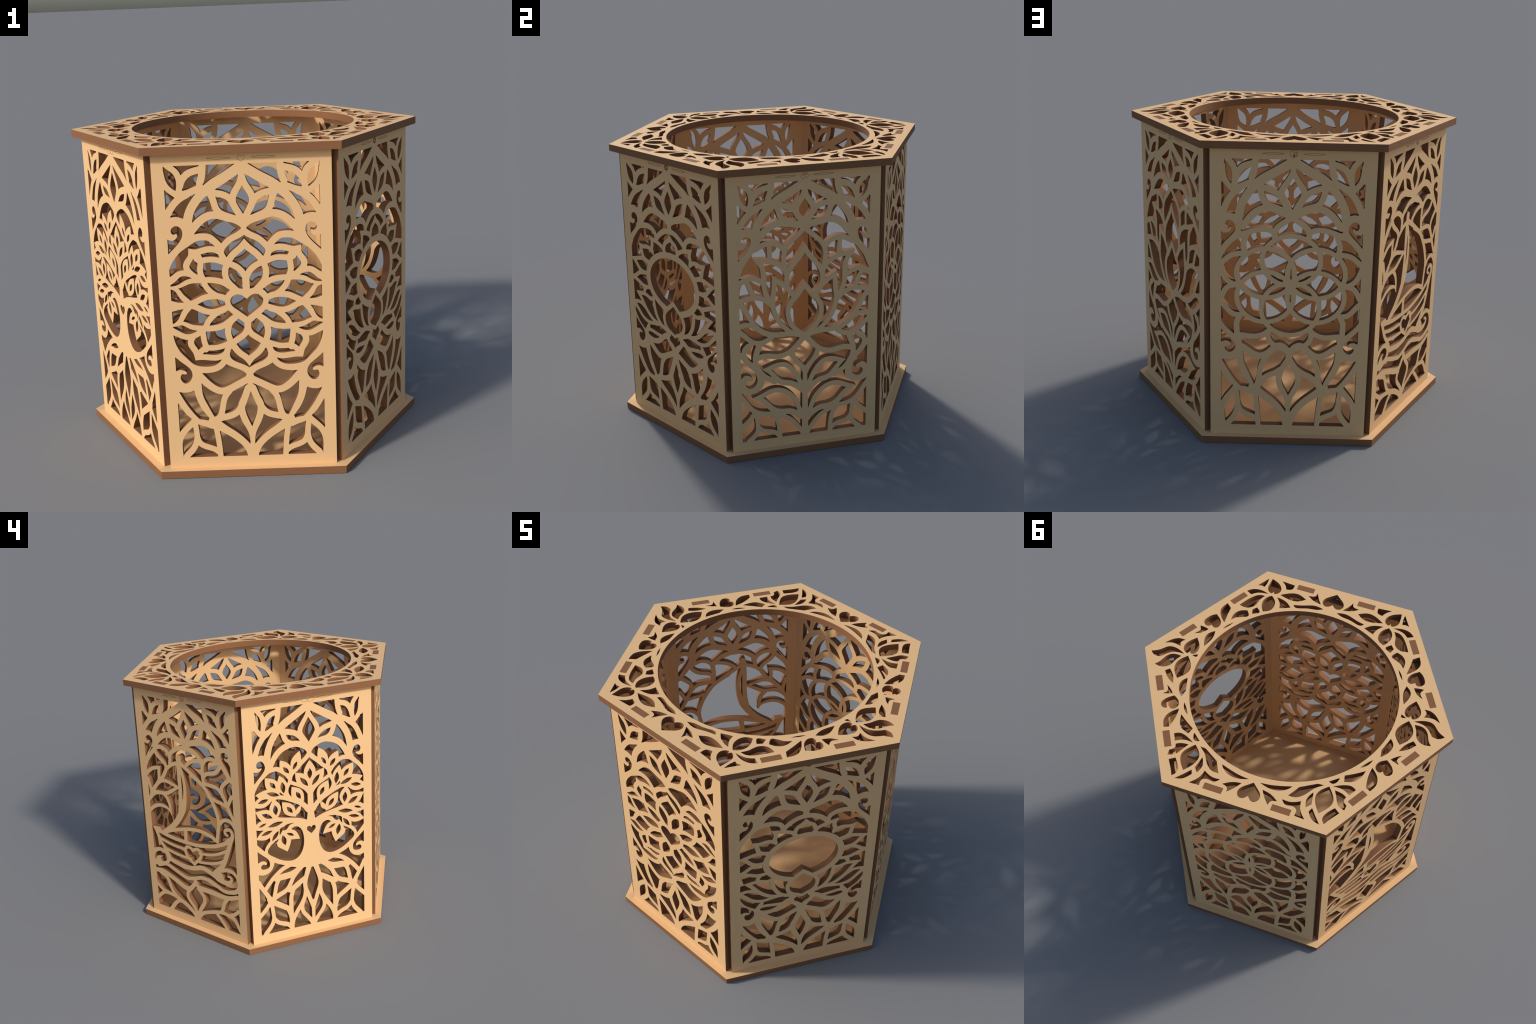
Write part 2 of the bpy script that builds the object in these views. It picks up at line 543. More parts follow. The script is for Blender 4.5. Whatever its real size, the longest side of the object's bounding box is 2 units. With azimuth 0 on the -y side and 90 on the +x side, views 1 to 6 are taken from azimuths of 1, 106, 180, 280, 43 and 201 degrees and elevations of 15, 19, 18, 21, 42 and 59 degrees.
# --- rising sun over a small lotus ---------------------------------------------
def sun_panel():
    s = new_panel()
    top_sprigs(s)
    top_lily(s)
    bottom_sprigs(s)
    bottom_lily(s)
    oval(s, 0, 1001, 233, 183, 39, -76, 256)
    band, cut = mirrored(s)
    # ring and scallops
    band((36, 31, 31, 31), [(-274, 1329), (-313, 1302), (-344, 1268), (-372, 1234), (-396, 1186), (-415, 1132)])
    band((36, 36, 36, 32, 28), [(-296, 1316), (-252, 1327), (-210, 1330), (-173, 1321), (-144, 1299), (-135, 1260)])
    band((30, 34, 34, 36), [(-136, 1257), (-116, 1284), (-77, 1316), (-35, 1335), (13, 1339)])
    band((46, 46), [(0, 1371), (0, 1335)])
    # rays
    band((28, 27, 27, 28), [(-68, 1198), (-61, 1230), (-45, 1260), (-16, 1279), (0, 1296), (0, 1296)])
    band((28, 27, 26, 27, 27, 28), [(-53, 1190), (-71, 1217), (-109, 1239), (-152, 1250), (-183, 1256), (-183, 1256), (-176, 1225), (-183, 1196), (-173, 1157)])
    band((28, 27, 26, 27, 27, 28), [(-170, 1165), (-205, 1188), (-239, 1191), (-273, 1185), (-297, 1187), (-297, 1187), (-287, 1155), (-278, 1122), (-253, 1103), (-218, 1089)])
    band((28, 27, 26, 27, 27, 28), [(-218, 1093), (-253, 1101), (-293, 1104), (-335, 1094), (-374, 1083), (-374, 1083), (-353, 1065), (-324, 1033), (-289, 1016), (-246, 1014)])
    band((28, 27, 26, 27, 27, 28), [(-246, 1016), (-289, 1010), (-327, 999), (-359, 976), (-396, 959), (-396, 959), (-350, 947), (-312, 930), (-277, 920), (-230, 924)])
    band((34, 30), [(-414, 965), (-388, 957)])
    # lotus
    band((26, 26, 26, 28), [(-52, 683), (-82, 710), (-95, 749), (-90, 789), (-64, 822), (-29, 852), (0, 876), (0, 876)])
    band((24, 26, 26), [(-285, 878), (-274, 908), (-250, 926)])
    band((26, 26, 27, 27, 27, 27), [(-191, 861), (-226, 853), (-268, 866), (-309, 866), (-345, 860), (-345, 860), (-312, 821), (-285, 782), (-249, 745), (-200, 712), (-139, 698)])
    band((28, 27, 27, 30), [(-197, 871), (-191, 823), (-180, 776), (-157, 733), (-124, 700), (-54, 679)])
    band((28, 24, 24), [(-406, 783), (-365, 797), (-320, 794), (-285, 772)])
    band((30, 24, 24, 24, 24), [(-403, 786), (-362, 751), (-326, 715), (-281, 690), (-236, 685), (-185, 694), (-139, 698), (-63, 684)])
    band((26, 25, 25, 28), [(-296, 606), (-260, 632), (-214, 632), (-153, 623), (-107, 625), (-53, 648)])
    band((26, 28), [(-251, 672), (-277, 631), (-296, 601)])
    band((30, 36, 36, 34, 30), [(-296, 597), (-235, 572), (-189, 573), (-153, 589), (-122, 614), (-92, 640), (-56, 649)])
    band((34, 36, 46), [(-77, 642), (-35, 593), (7, 547)])
    band((44, 40), [(-61, 673), (-55, 631)])
    band((24, 22), [(-51, 687), (-23, 672), (0, 660)])
    band((46, 50), [(0, 553), (0, 512)])
    band((36, 30, 30, 34), [(-416, 742), (-386, 685), (-351, 645), (-308, 613), (-266, 584)])
    s.outline(heart_line(0, 640, 591, 52), True)
    top_curls(s)
    bottom_curls(s)
    return s


# --- lotus with leaves ---------------------------------------------------------
def lotus_panel():
    s = new_panel()
    fit = bend_top((-6.6, -14.0, 18.6), (30.4, -30.1, 30.3, -25.7))
    top_sprigs(s, fit)
    top_lily(s, fit)
    band, cut = mirrored(s)
    # ring and arch
    band((36, 34, 31, 31, 31), [(-261, 1339), (-284, 1330), (-315, 1310), (-344, 1272), (-371, 1234), (-391, 1186), (-413, 1138)])
    band((28, 30, 32, 34), [(-120, 1290), (-136, 1315), (-164, 1338), (-198, 1348), (-232, 1346), (-267, 1331), (-301, 1311)])
    band(28, [(-213, 1343), (-208, 1299), (-207, 1258), (-204, 1234)])
    # outer middle petal
    band((30, 28, 28, 28, 30), [(0, 1424), (-38, 1387), (-81, 1349), (-109, 1315), (-123, 1276), (-125, 1232), (-117, 1187), (-106, 1156)])
    # inner middle petal
    band((28, 29, 30, 30), [(-56, 1012), (-98, 1059), (-108, 1096), (-107, 1132), (-94, 1172), (-65, 1212), (-27, 1259), (0, 1303), (0, 1303)])
    # side petal
    band((28, 30, 28, 30, 28), [(-107, 1147), (-123, 1181), (-154, 1214), (-197, 1235), (-240, 1244), (-278, 1247), (-278, 1247), (-257, 1216), (-246, 1170), (-245, 1111), (-241, 1075)])
    # inner side petal
    band((28, 30, 28, 30, 29, 28, 28), [(-75, 1023), (-101, 1062), (-132, 1091), (-161, 1109), (-181, 1122), (-181, 1122), (-183, 1086), (-187, 1042), (-193, 1000), (-193, 963), (-182, 920), (-161, 871), (-129, 827), (-73, 778)])
    # bud
    band((28, 29, 29, 29, 30), [(-60, 1024), (-72, 992), (-96, 946), (-101, 898), (-88, 850), (-58, 803), (-17, 769)])
    band((28, 30), [(-101, 1062), (-77, 1029), (-57, 1003)])
    band(29, [(-69, 983), (-33, 1034), (0, 1077), (0, 1077)])
    # outer petals
    band((40, 30, 28, 28), [(-416, 1106), (-387, 1123), (-359, 1137), (-319, 1146), (-282, 1134), (-253, 1112), (-237, 1077)])
    band((28, 28, 30), [(-244, 1185), (-242, 1131), (-242, 1087), (-233, 1041), (-215, 1008), (-195, 982)])
    band(27, [(-350, 1134), (-328, 1090), (-318, 1062), (-307, 1034)])
    band((40, 30, 29, 30), [(-419, 996), (-373, 1016), (-330, 1024), (-284, 1024), (-244, 1009), (-215, 987), (-192, 957)])
    band((40, 29, 28, 30, 34, 34, 34), [(-408, 1006), (-374, 980), (-346, 933), (-324, 890), (-299, 851), (-262, 814), (-218, 790), (-159, 779), (-100, 780), (-40, 769), (0, 755)])
    band((40, 28, 30, 30), [(-423, 844), (-386, 858), (-357, 864), (-325, 858), (-293, 838), (-253, 805), (-203, 780)])
    band((34, 28, 30, 34), [(-415, 837), (-381, 812), (-350, 780), (-321, 754), (-283, 740), (-242, 746), (-195, 770)])
    # calyx
    band((40, 30, 32, 34, 34), [(0, 762), (-25, 726), (-61, 688), (-92, 662), (-128, 646), (-166, 641), (-217, 650), (-270, 650), (-300, 637)])
    band(30, [(0, 759), (32, 717), (59, 682)])
    band((32, 30, 30, 28), [(-83, 665), (-68, 622), (-44, 587), (-14, 551), (0, 517)])
    # upper leaf
    band((26, 30, 30, 32, 28, 34, 36, 36), [(-8, 398), (-32, 460), (-59, 517), (-89, 558), (-122, 582), (-152, 587), (-188, 581), (-231, 565), (-231, 565), (-198, 527), (-174, 495), (-141, 469), (-93, 457), (-48, 431), (0, 387)])
    # stems
    band((40, 34, 32, 30, 36), [(-274, 734), (-290, 692), (-301, 650), (-300, 608), (-280, 561), (-251, 525), (-213, 496), (-177, 472)])
    band((44, 28, 28, 34), [(-327, 737), (-363, 708), (-371, 674), (-353, 634), (-318, 595), (-289, 556)])
    band((28, 30), [(-413, 683), (-369, 671)])
    # curl
    band((34, 32, 30, 30), [(-289, 556), (-275, 522), (-274, 484), (-295, 441), (-331, 429), (-369, 436), (-407, 457)])
    # lower leaf
    band((26, 30, 30, 32, 28, 36, 38, 38), [(-15, 223), (-39, 287), (-60, 338), (-94, 382), (-136, 412), (-178, 422), (-220, 415), (-256, 399), (-293, 385), (-293, 385), (-254, 358), (-225, 322), (-195, 292), (-149, 273), (-104, 270), (-61, 254), (-15, 213)])
    band((30, 28), [(-286, 443), (-267, 473), (-267, 508)])
    # stalk
    band((26, 30, 36, 36), [(0, 560), (0, 431), (0, 332), (0, 226)])
    band((36, 40, 64), [(0, 233), (0, 148), (0, 67)])
    band(28, [(-171, 255), (-134, 240), (-94, 216), (-58, 175), (-21, 122), (0, 71)])
    band((60, 40), [(-170, 268), (-122, 264)])
    # corner sprig
    band((34, 29, 30, 30), [(-408, 421), (-367, 363), (-336, 319), (-303, 291), (-255, 274), (-207, 267), (-171, 252)])
    band(30, [(-318, 284), (-337, 250), (-371, 219), (-404, 191)])
    band(27, [(-306, 285), (-298, 238), (-294, 191)])
    band((27, 30, 34), [(-294, 201), (-297, 161), (-318, 128), (-362, 91)])
    band((27, 30, 30), [(-294, 194), (-269, 164), (-233, 151), (-181, 133), (-151, 95)])
    band((32, 28, 27), [(-201, 256), (-174, 219), (-162, 164), (-157, 93)])
    pad = curl_pad(s)
    pad([(-402, 657), (-402, 657), (-387, 655), (-387, 655), (-302, 545), (-283, 495), (-300, 455), (-333, 441), (-387, 448), (-387, 448), (-406, 496), (-406, 496)])
    cut([(-392, 655), (-392, 655), (-353, 603), (-316, 565), (-299, 535), (-293, 496), (-306, 466), (-336, 452), (-358, 465), (-365, 487), (-348, 506), (-322, 502), (-318, 511), (-330, 529), (-352, 540), (-374, 538), (-391, 520), (-391, 520)])
    top_curls(s, fit)
    return s


# --- flower of six circles -----------------------------------------------------
def flower_panel():
    s = new_panel()
    fit = bend_top((-64.4, -14.2, 84.4), (-21.7, -8.2, 27.2, -79.9))
    low = bend_bottom((5.1, -25.5, 10.0), (191.5, -147.2, -133.6, 132.1))
    top_sprigs(s, fit)
    bottom_sprigs(s, low)
    oval(s, 0, 1123, 164, 145, 27)
    oval(s, 0, 836, 164, 158, 27)
    for side in (-1, 1):
        oval(s, side * 142, 1048, 162, 145, 27)
        oval(s, side * 142, 906, 160, 150, 27)
    band, cut = mirrored(s)
    band(34, [(-192, 1550), (-157, 1541), (-118, 1528), (-86, 1510), (-58, 1480), (-31, 1432), (0, 1393)])
    band(34, [(-177, 1541), (-172, 1508), (-158, 1469), (-137, 1445), (-102, 1433), (-57, 1416), (-6, 1389)])
    band((28, 30, 34, 34, 34), [(0, 1674), (0, 1638), (-17, 1596), (-40, 1559), (-61, 1522), (-61, 1495), (-43, 1462), (-19, 1417), (0, 1380)])
    band((40, 40, 38, 38), [(-275, 1309), (-249, 1350), (-214, 1391), (-175, 1418), (-131, 1428), (-90, 1418), (-42, 1396), (0, 1374)])
    band((60, 70), [(0, 1399), (0, 1371)])
    # outer petals
    band(32, [(-6, 1371), (-53, 1339), (-86, 1309), (-96, 1276), (-89, 1242)])
    band((32, 30, 30, 34), [(-89, 1279), (-114, 1297), (-153, 1305), (-198, 1299), (-248, 1282), (-296, 1259)])
    band((36, 34, 34, 34, 34), [(-266, 1281), (-314, 1258), (-352, 1225), (-384, 1181), (-406, 1136), (-421, 1104)])
    band(30, [(-245, 1282), (-258, 1247), (-267, 1209), (-261, 1168)])
    band((40, 30, 30, 30), [(-422, 1088), (-379, 1115), (-340, 1148), (-301, 1161), (-259, 1164)])
    band((34, 30, 30, 34), [(-400, 1092), (-382, 1045), (-361, 1010), (-331, 986), (-288, 976)])
    band((34, 30, 30, 34), [(-288, 978), (-331, 974), (-364, 953), (-384, 915), (-407, 882)])
    band((36, 30, 30, 32), [(-422, 888), (-385, 866), (-352, 828), (-321, 802), (-281, 796)])
    band((40, 32, 32, 34), [(-425, 780), (-398, 740), (-357, 695), (-314, 656), (-292, 636)])
    band(32, [(-278, 796), (-299, 760), (-301, 726), (-299, 666)])
    band((44, 32, 30, 30), [(-320, 662), (-280, 670), (-206, 666), (-159, 676), (-120, 704), (-108, 728)])
    band((30, 30, 34), [(-117, 714), (-122, 667), (-100, 624), (-56, 598), (-25, 585), (0, 569)])
    # arch
    band((40, 38, 40, 36), [(-298, 616), (-261, 596), (-217, 564), (-167, 546), (-124, 563), (-87, 597), (-59, 613), (-25, 596), (0, 566)])
    # petals
    band((34, 40), [(0, 572), (0, 525)])
    band((34, 34, 32, 30), [(0, 532), (-23, 493), (-44, 455), (-56, 410), (-53, 372), (-32, 324), (-8, 275), (0, 237)])
    band((36, 34, 34), [(-35, 473), (-78, 440), (-121, 420), (-156, 390), (-180, 351)])
    band((34, 30, 32), [(-183, 358), (-171, 400), (-167, 449), (-154, 497), (-130, 545), (-111, 573)])
    band((26, 24, 40), [(0, 272), (0, 183), (0, 101)])
    pad = curl_pad(s)
    pad([(-400, 1294), (-400, 1294), (-382, 1362), (-382, 1362), (-323, 1361), (-301, 1321), (-314, 1286), (-391, 1191), (-391, 1191), (-400, 1190), (-400, 1190)])
    pad([(-401, 714), (-401, 714), (-388, 714), (-388, 714), (-311, 637), (-297, 609), (-307, 575), (-342, 553), (-382, 559), (-382, 559), (-401, 606), (-401, 606)])
    cut([(-390, 1291), (-390, 1291), (-393, 1200), (-393, 1200), (-367, 1232), (-327, 1275), (-311, 1302), (-312, 1324), (-323, 1344), (-347, 1356), (-365, 1347), (-370, 1329), (-365, 1312), (-353, 1307), (-335, 1318), (-335, 1305), (-347, 1287), (-364, 1281), (-381, 1282)])
    cut([(-391, 711), (-391, 711), (-345, 662), (-317, 632), (-308, 609), (-317, 581), (-343, 565), (-363, 577), (-370, 593), (-363, 605), (-348, 609), (-335, 610), (-334, 620), (-348, 633), (-370, 636), (-392, 627), (-392, 627)])
    s.fill_frame()
    return s


# --- sailing boat -----------------------------------------------------------------
def boat_panel():
    s = new_panel()
    fit = bend_top((11.4, -36.6, 12.8), (-15.6, 17.0, 48.7, -21.3))
    top_sprigs(s, fit)
    top_lily(s, fit)
    band = s.band

    def pad(pts):
        s.bake()
        s.outline(pts)

    def cut(pts):
        s.outline(pts, True)
    # ring and arches
    band((34, 30, 30, 30), [(-279, 1345), (-311, 1312), (-354, 1265), (-393, 1215)])
    band(30, [(-309, 1326), (-251, 1351), (-206, 1345), (-172, 1322), (-153, 1290)])
    band(30, [(-300, 1328), (-281, 1293), (-243, 1262)])
    band((30, 32, 32, 32), [(-157, 1275), (-148, 1318), (-116, 1347), (-69, 1373), (-19, 1384), (24, 1380), (82, 1359)])
    band((30, 30), [(-344, 1292), (-379, 1232), (-411, 1169)])
    band(28, [(-150, 1325), (-155, 1276), (-163, 1229)])
    band((28, 28, 30), [(-298, 1321), (-266, 1279), (-224, 1249), (-199, 1212), (-215, 1170), (-248, 1121), (-305, 1069)])
    band((36, 34, 32, 30), [(-37, 1378), (16, 1383), (67, 1373), (107, 1347), (139, 1318)])
    band(28, [(140, 1335), (142, 1299), (138, 1254), (138, 1210), (144, 1160)])
    band((28, 28, 30), [(-7, 1264), (30, 1292), (76, 1312), (119, 1318), (148, 1312)])
    band((28, 28, 30), [(144, 1289), (162, 1325), (207, 1350), (248, 1349), (288, 1326)])
    band((34, 30, 30, 34), [(267, 1370), (305, 1331), (334, 1292), (364, 1257), (394, 1220)])
    band(28, [(136, 1203), (171, 1236), (241, 1258), (281, 1288), (306, 1325)])
    band((28, 27, 28), [(143, 1164), (207, 1162), (257, 1156), (291, 1131), (313, 1099), (335, 1060)])
    band((30, 27, 27, 28), [(375, 1240), (332, 1205), (301, 1167), (298, 1133), (317, 1093), (336, 1053)])
    band((27, 27), [(387, 1129), (361, 1079), (344, 1048)])
    band((28, 26, 28), [(335, 1056), (351, 1022), (374, 980), (398, 938)])
    band(26, [(208, 1075), (245, 1060), (287, 1055), (335, 1041)])
    band((28, 26, 26, 30), [(259, 889), (286, 926), (320, 941), (358, 939), (385, 915), (411, 875)])
    # mast, sail and stay
    band((42, 40), [(-71, 1304), (-75, 1274)])
    band((34, 33, 33, 36), [(-74, 1292), (-80, 1222), (-81, 1135), (-81, 1047), (-88, 957), (-101, 893)])
    band((26, 26, 26, 30, 40, 48), [(-71, 1248), (-49, 1183), (-37, 1099), (-42, 1021), (-60, 946), (-76, 906)])
    band((54, 46, 40, 36), [(-70, 931), (-102, 870), (-147, 810), (-203, 758), (-265, 713)])
    band((32, 28, 28), [(-77, 1278), (-35, 1251), (31, 1213), (109, 1161)])
    band((28, 30, 30, 30, 28), [(22, 1208), (80, 1179), (141, 1139), (184, 1087), (217, 1033), (242, 973), (252, 941)])
    band((28, 26, 28), [(252, 941), (255, 909), (245, 840), (230, 762)])
    # leaves on the left
    band((34, 26, 26, 26, 28), [(-423, 1109), (-370, 1153), (-329, 1180), (-269, 1195), (-269, 1195), (-275, 1154), (-276, 1115), (-295, 1075), (-334, 1027), (-362, 985)])
    band((26, 26), [(-388, 1102), (-381, 1068), (-369, 1027), (-365, 984)])
    band((28, 26, 26, 20), [(-355, 1008), (-295, 1073), (-250, 1103), (-203, 1108), (-150, 1095), (-101, 1086)])
    band((28, 28, 28, 20), [(-378, 971), (-337, 998), (-289, 1008), (-223, 1014), (-170, 1041), (-102, 1084)])
    band((26, 28), [(-200, 1197), (-172, 1222), (-134, 1246), (-82, 1266)])
    band((30, 27, 28), [(-421, 899), (-370, 961), (-323, 997), (-275, 1009), (-228, 1011)])
    band((28, 26, 24, 10), [(-247, 1011), (-213, 978), (-195, 936), (-186, 869)])
    band((34, 27, 26, 24, 10), [(-444, 794), (-385, 859), (-335, 896), (-286, 912), (-235, 909), (-200, 893), (-182, 863)])
    # prow and hull
    pad([(-378, 733), (-378, 733), (-311, 738), (-311, 738), (-300, 717), (-300, 717), (-282, 708), (-282, 708), (-324, 689), (-324, 689), (-359, 697), (-359, 697), (-378, 716), (-378, 716)])
    band((30, 28, 26, 28, 34), [(-357, 718), (-338, 676), (-317, 631), (-288, 592), (-265, 564), (-238, 526)])
    band((34, 34, 36, 38), [(-267, 544), (-240, 514), (-194, 499), (-148, 492), (-111, 487), (-71, 487)])
    # gunwale
    band((34, 27, 27, 27), [(-308, 706), (-230, 689), (-137, 682), (-51, 682)])
    band((28, 26, 26, 26), [(-285, 701), (-216, 732), (-148, 757), (-82, 777), (-41, 787)])
    band(30, [(-59, 779), (-65, 691)])
    # planks
    band((22, 21, 20), [(-329, 652), (-259, 637), (-190, 627), (-134, 625), (-79, 624)])
    band((22, 21, 20), [(-275, 584), (-196, 569), (-127, 563), (-67, 563), (-26, 565)])
    band((27, 27, 27, 28), [(-51, 682), (39, 685), (129, 702), (200, 720), (263, 746), (307, 771), (344, 809)])
    band((26, 26, 26, 30), [(-41, 787), (28, 799), (94, 801), (146, 794), (188, 783), (225, 761)])
    band((20, 20, 22), [(56, 628), (123, 637), (191, 654), (258, 683), (325, 723)])
    band((20, 20, 22), [(41, 559), (118, 570), (189, 588), (252, 614), (302, 649)])
    # heart on the hull
    band(24, [(-5, 634), (-5, 634), (-31, 650), (-63, 645), (-77, 621), (-71, 590), (-44, 560), (-1, 531), (-1, 531), (38, 568), (68, 603), (69, 635), (50, 653), (23, 651), (-5, 634)])
    # stern and scroll
    band((34, 34, 34, 36, 46), [(364, 828), (346, 778), (329, 731), (309, 680), (283, 619), (249, 570), (196, 515)])
    band((34, 30, 26, 24, 22, 16), [(353, 794), (368, 829), (368, 857), (353, 874), (328, 874), (305, 857), (308, 838), (326, 829)])
    # left curl
    band((34, 30, 28, 30), [(-442, 474), (-396, 531), (-345, 557), (-296, 558), (-256, 536)])
    band((44, 40, 36), [(-250, 549), (-249, 511), (-268, 476)])
    band((40, 30), [(-354, 437), (-279, 461)])
    # waves
    band((30, 27, 27, 27), [(-352, 449), (-284, 457), (-210, 438), (-142, 415), (-79, 400)])
    band((32, 34, 36, 40), [(-71, 487), (4, 500), (59, 519), (113, 517), (156, 503), (207, 485), (266, 466)])
    band((27, 27, 28, 28), [(-79, 400), (-9, 417), (48, 438), (106, 443), (171, 425), (236, 411)])
    band((28, 28, 30, 34), [(108, 447), (164, 434), (215, 413), (266, 398), (323, 405), (380, 429), (407, 459)])
    # right curl
    band((60, 50, 40, 30, 22, 14), [(187, 500), (229, 479), (280, 468), (320, 480), (339, 504), (329, 521), (308, 522)])
    band((30, 28, 26, 28), [(243, 545), (279, 562), (322, 570), (364, 559), (395, 527), (405, 483)])
    band((60, 60), [(207, 527), (256, 490)])
    # bottom flower
    band((34, 34, 36, 40, 30), [(-419, 374), (-320, 389), (-254, 371), (-186, 348), (-122, 323), (-67, 319), (-14, 372)])
    band((30, 30), [(-3, 402), (-12, 362)])
    band((30, 30, 28, 28), [(-4, 375), (-42, 337), (-78, 295), (-87, 252), (-59, 210), (-26, 175), (-1, 128)])
    band((30, 28, 28, 28), [(-355, 373), (-281, 344), (-260, 300), (-236, 253), (-204, 224), (-154, 196), (-96, 170), (-30, 127)])
    band((30, 27, 28), [(-428, 302), (-374, 259), (-328, 232), (-266, 224), (-228, 216)])
    band(28, [(-429, 127), (-368, 183), (-330, 213), (-290, 224)])
    band((28, 30), [(-295, 223), (-237, 221), (-182, 207), (-131, 192)])
    band((28, 30, 34), [(-179, 191), (-220, 156), (-254, 112), (-287, 72)])
    band((28, 28, 40), [(-188, 188), (-136, 194), (-91, 175), (-47, 143), (-5, 96)])
    band((40, 40, 34, 30), [(18, 354), (77, 353), (144, 354), (210, 351), (275, 350), (332, 363), (394, 389)])
    band((28, 30, 30, 30), [(-3, 400), (26, 345), (53, 315), (74, 284), (71, 249), (44, 206), (20, 166), (1, 119)])
    band(28, [(297, 345), (260, 304), (248, 267), (226, 222)])
    band((30, 26, 28, 28), [(0, 111), (60, 165), (116, 189), (181, 210), (235, 221), (278, 220), (326, 213)])
    band((26, 26), [(300, 223), (345, 241), (391, 286)])
    band((28, 28), [(309, 222), (346, 197), (370, 166), (396, 116)])
    band((26, 28), [(180, 196), (213, 169), (245, 134), (278, 95)])
    band((40, 60), [(1, 131), (-7, 74)])
    pad([(-418, 511), (-418, 511), (-364, 552), (-291, 564), (-246, 539), (-242, 491), (-269, 462), (-354, 435), (-354, 435), (-431, 408), (-431, 408)])
    cut([(-392, 461), (-392, 461), (-387, 504), (-362, 533), (-331, 546), (-294, 541), (-269, 514), (-273, 490), (-302, 470), (-326, 471), (-328, 492), (-306, 510), (-306, 510), (-346, 506), (-377, 484)])
    pad([(-403, 1361), (-403, 1361), (-381, 1422), (-381, 1422), (-324, 1431), (-296, 1391), (-316, 1345), (-394, 1234), (-394, 1234), (-420, 1229), (-420, 1229)])
    pad([(294, 1382), (294, 1382), (308, 1420), (370, 1432), (387, 1393), (407, 1338), (407, 1338), (400, 1242), (400, 1242), (380, 1247), (380, 1247), (306, 1345), (306, 1345)])
    cut([(-391, 1361), (-391, 1361), (-393, 1247), (-393, 1247), (-353, 1307), (-320, 1352), (-310, 1378), (-314, 1401), (-331, 1416), (-351, 1417), (-369, 1405), (-376, 1390), (-368, 1380), (-344, 1380), (-338, 1376), (-347, 1361), (-364, 1353)])
    cut([(308, 1381), (317, 1408), (336, 1417), (358, 1415), (371, 1399), (368, 1382), (355, 1377), (339, 1380), (344, 1365), (368, 1355), (386, 1331), (386, 1331), (388, 1251), (388, 1251), (348, 1310), (317, 1357)])
    s.fill_frame()
    return s


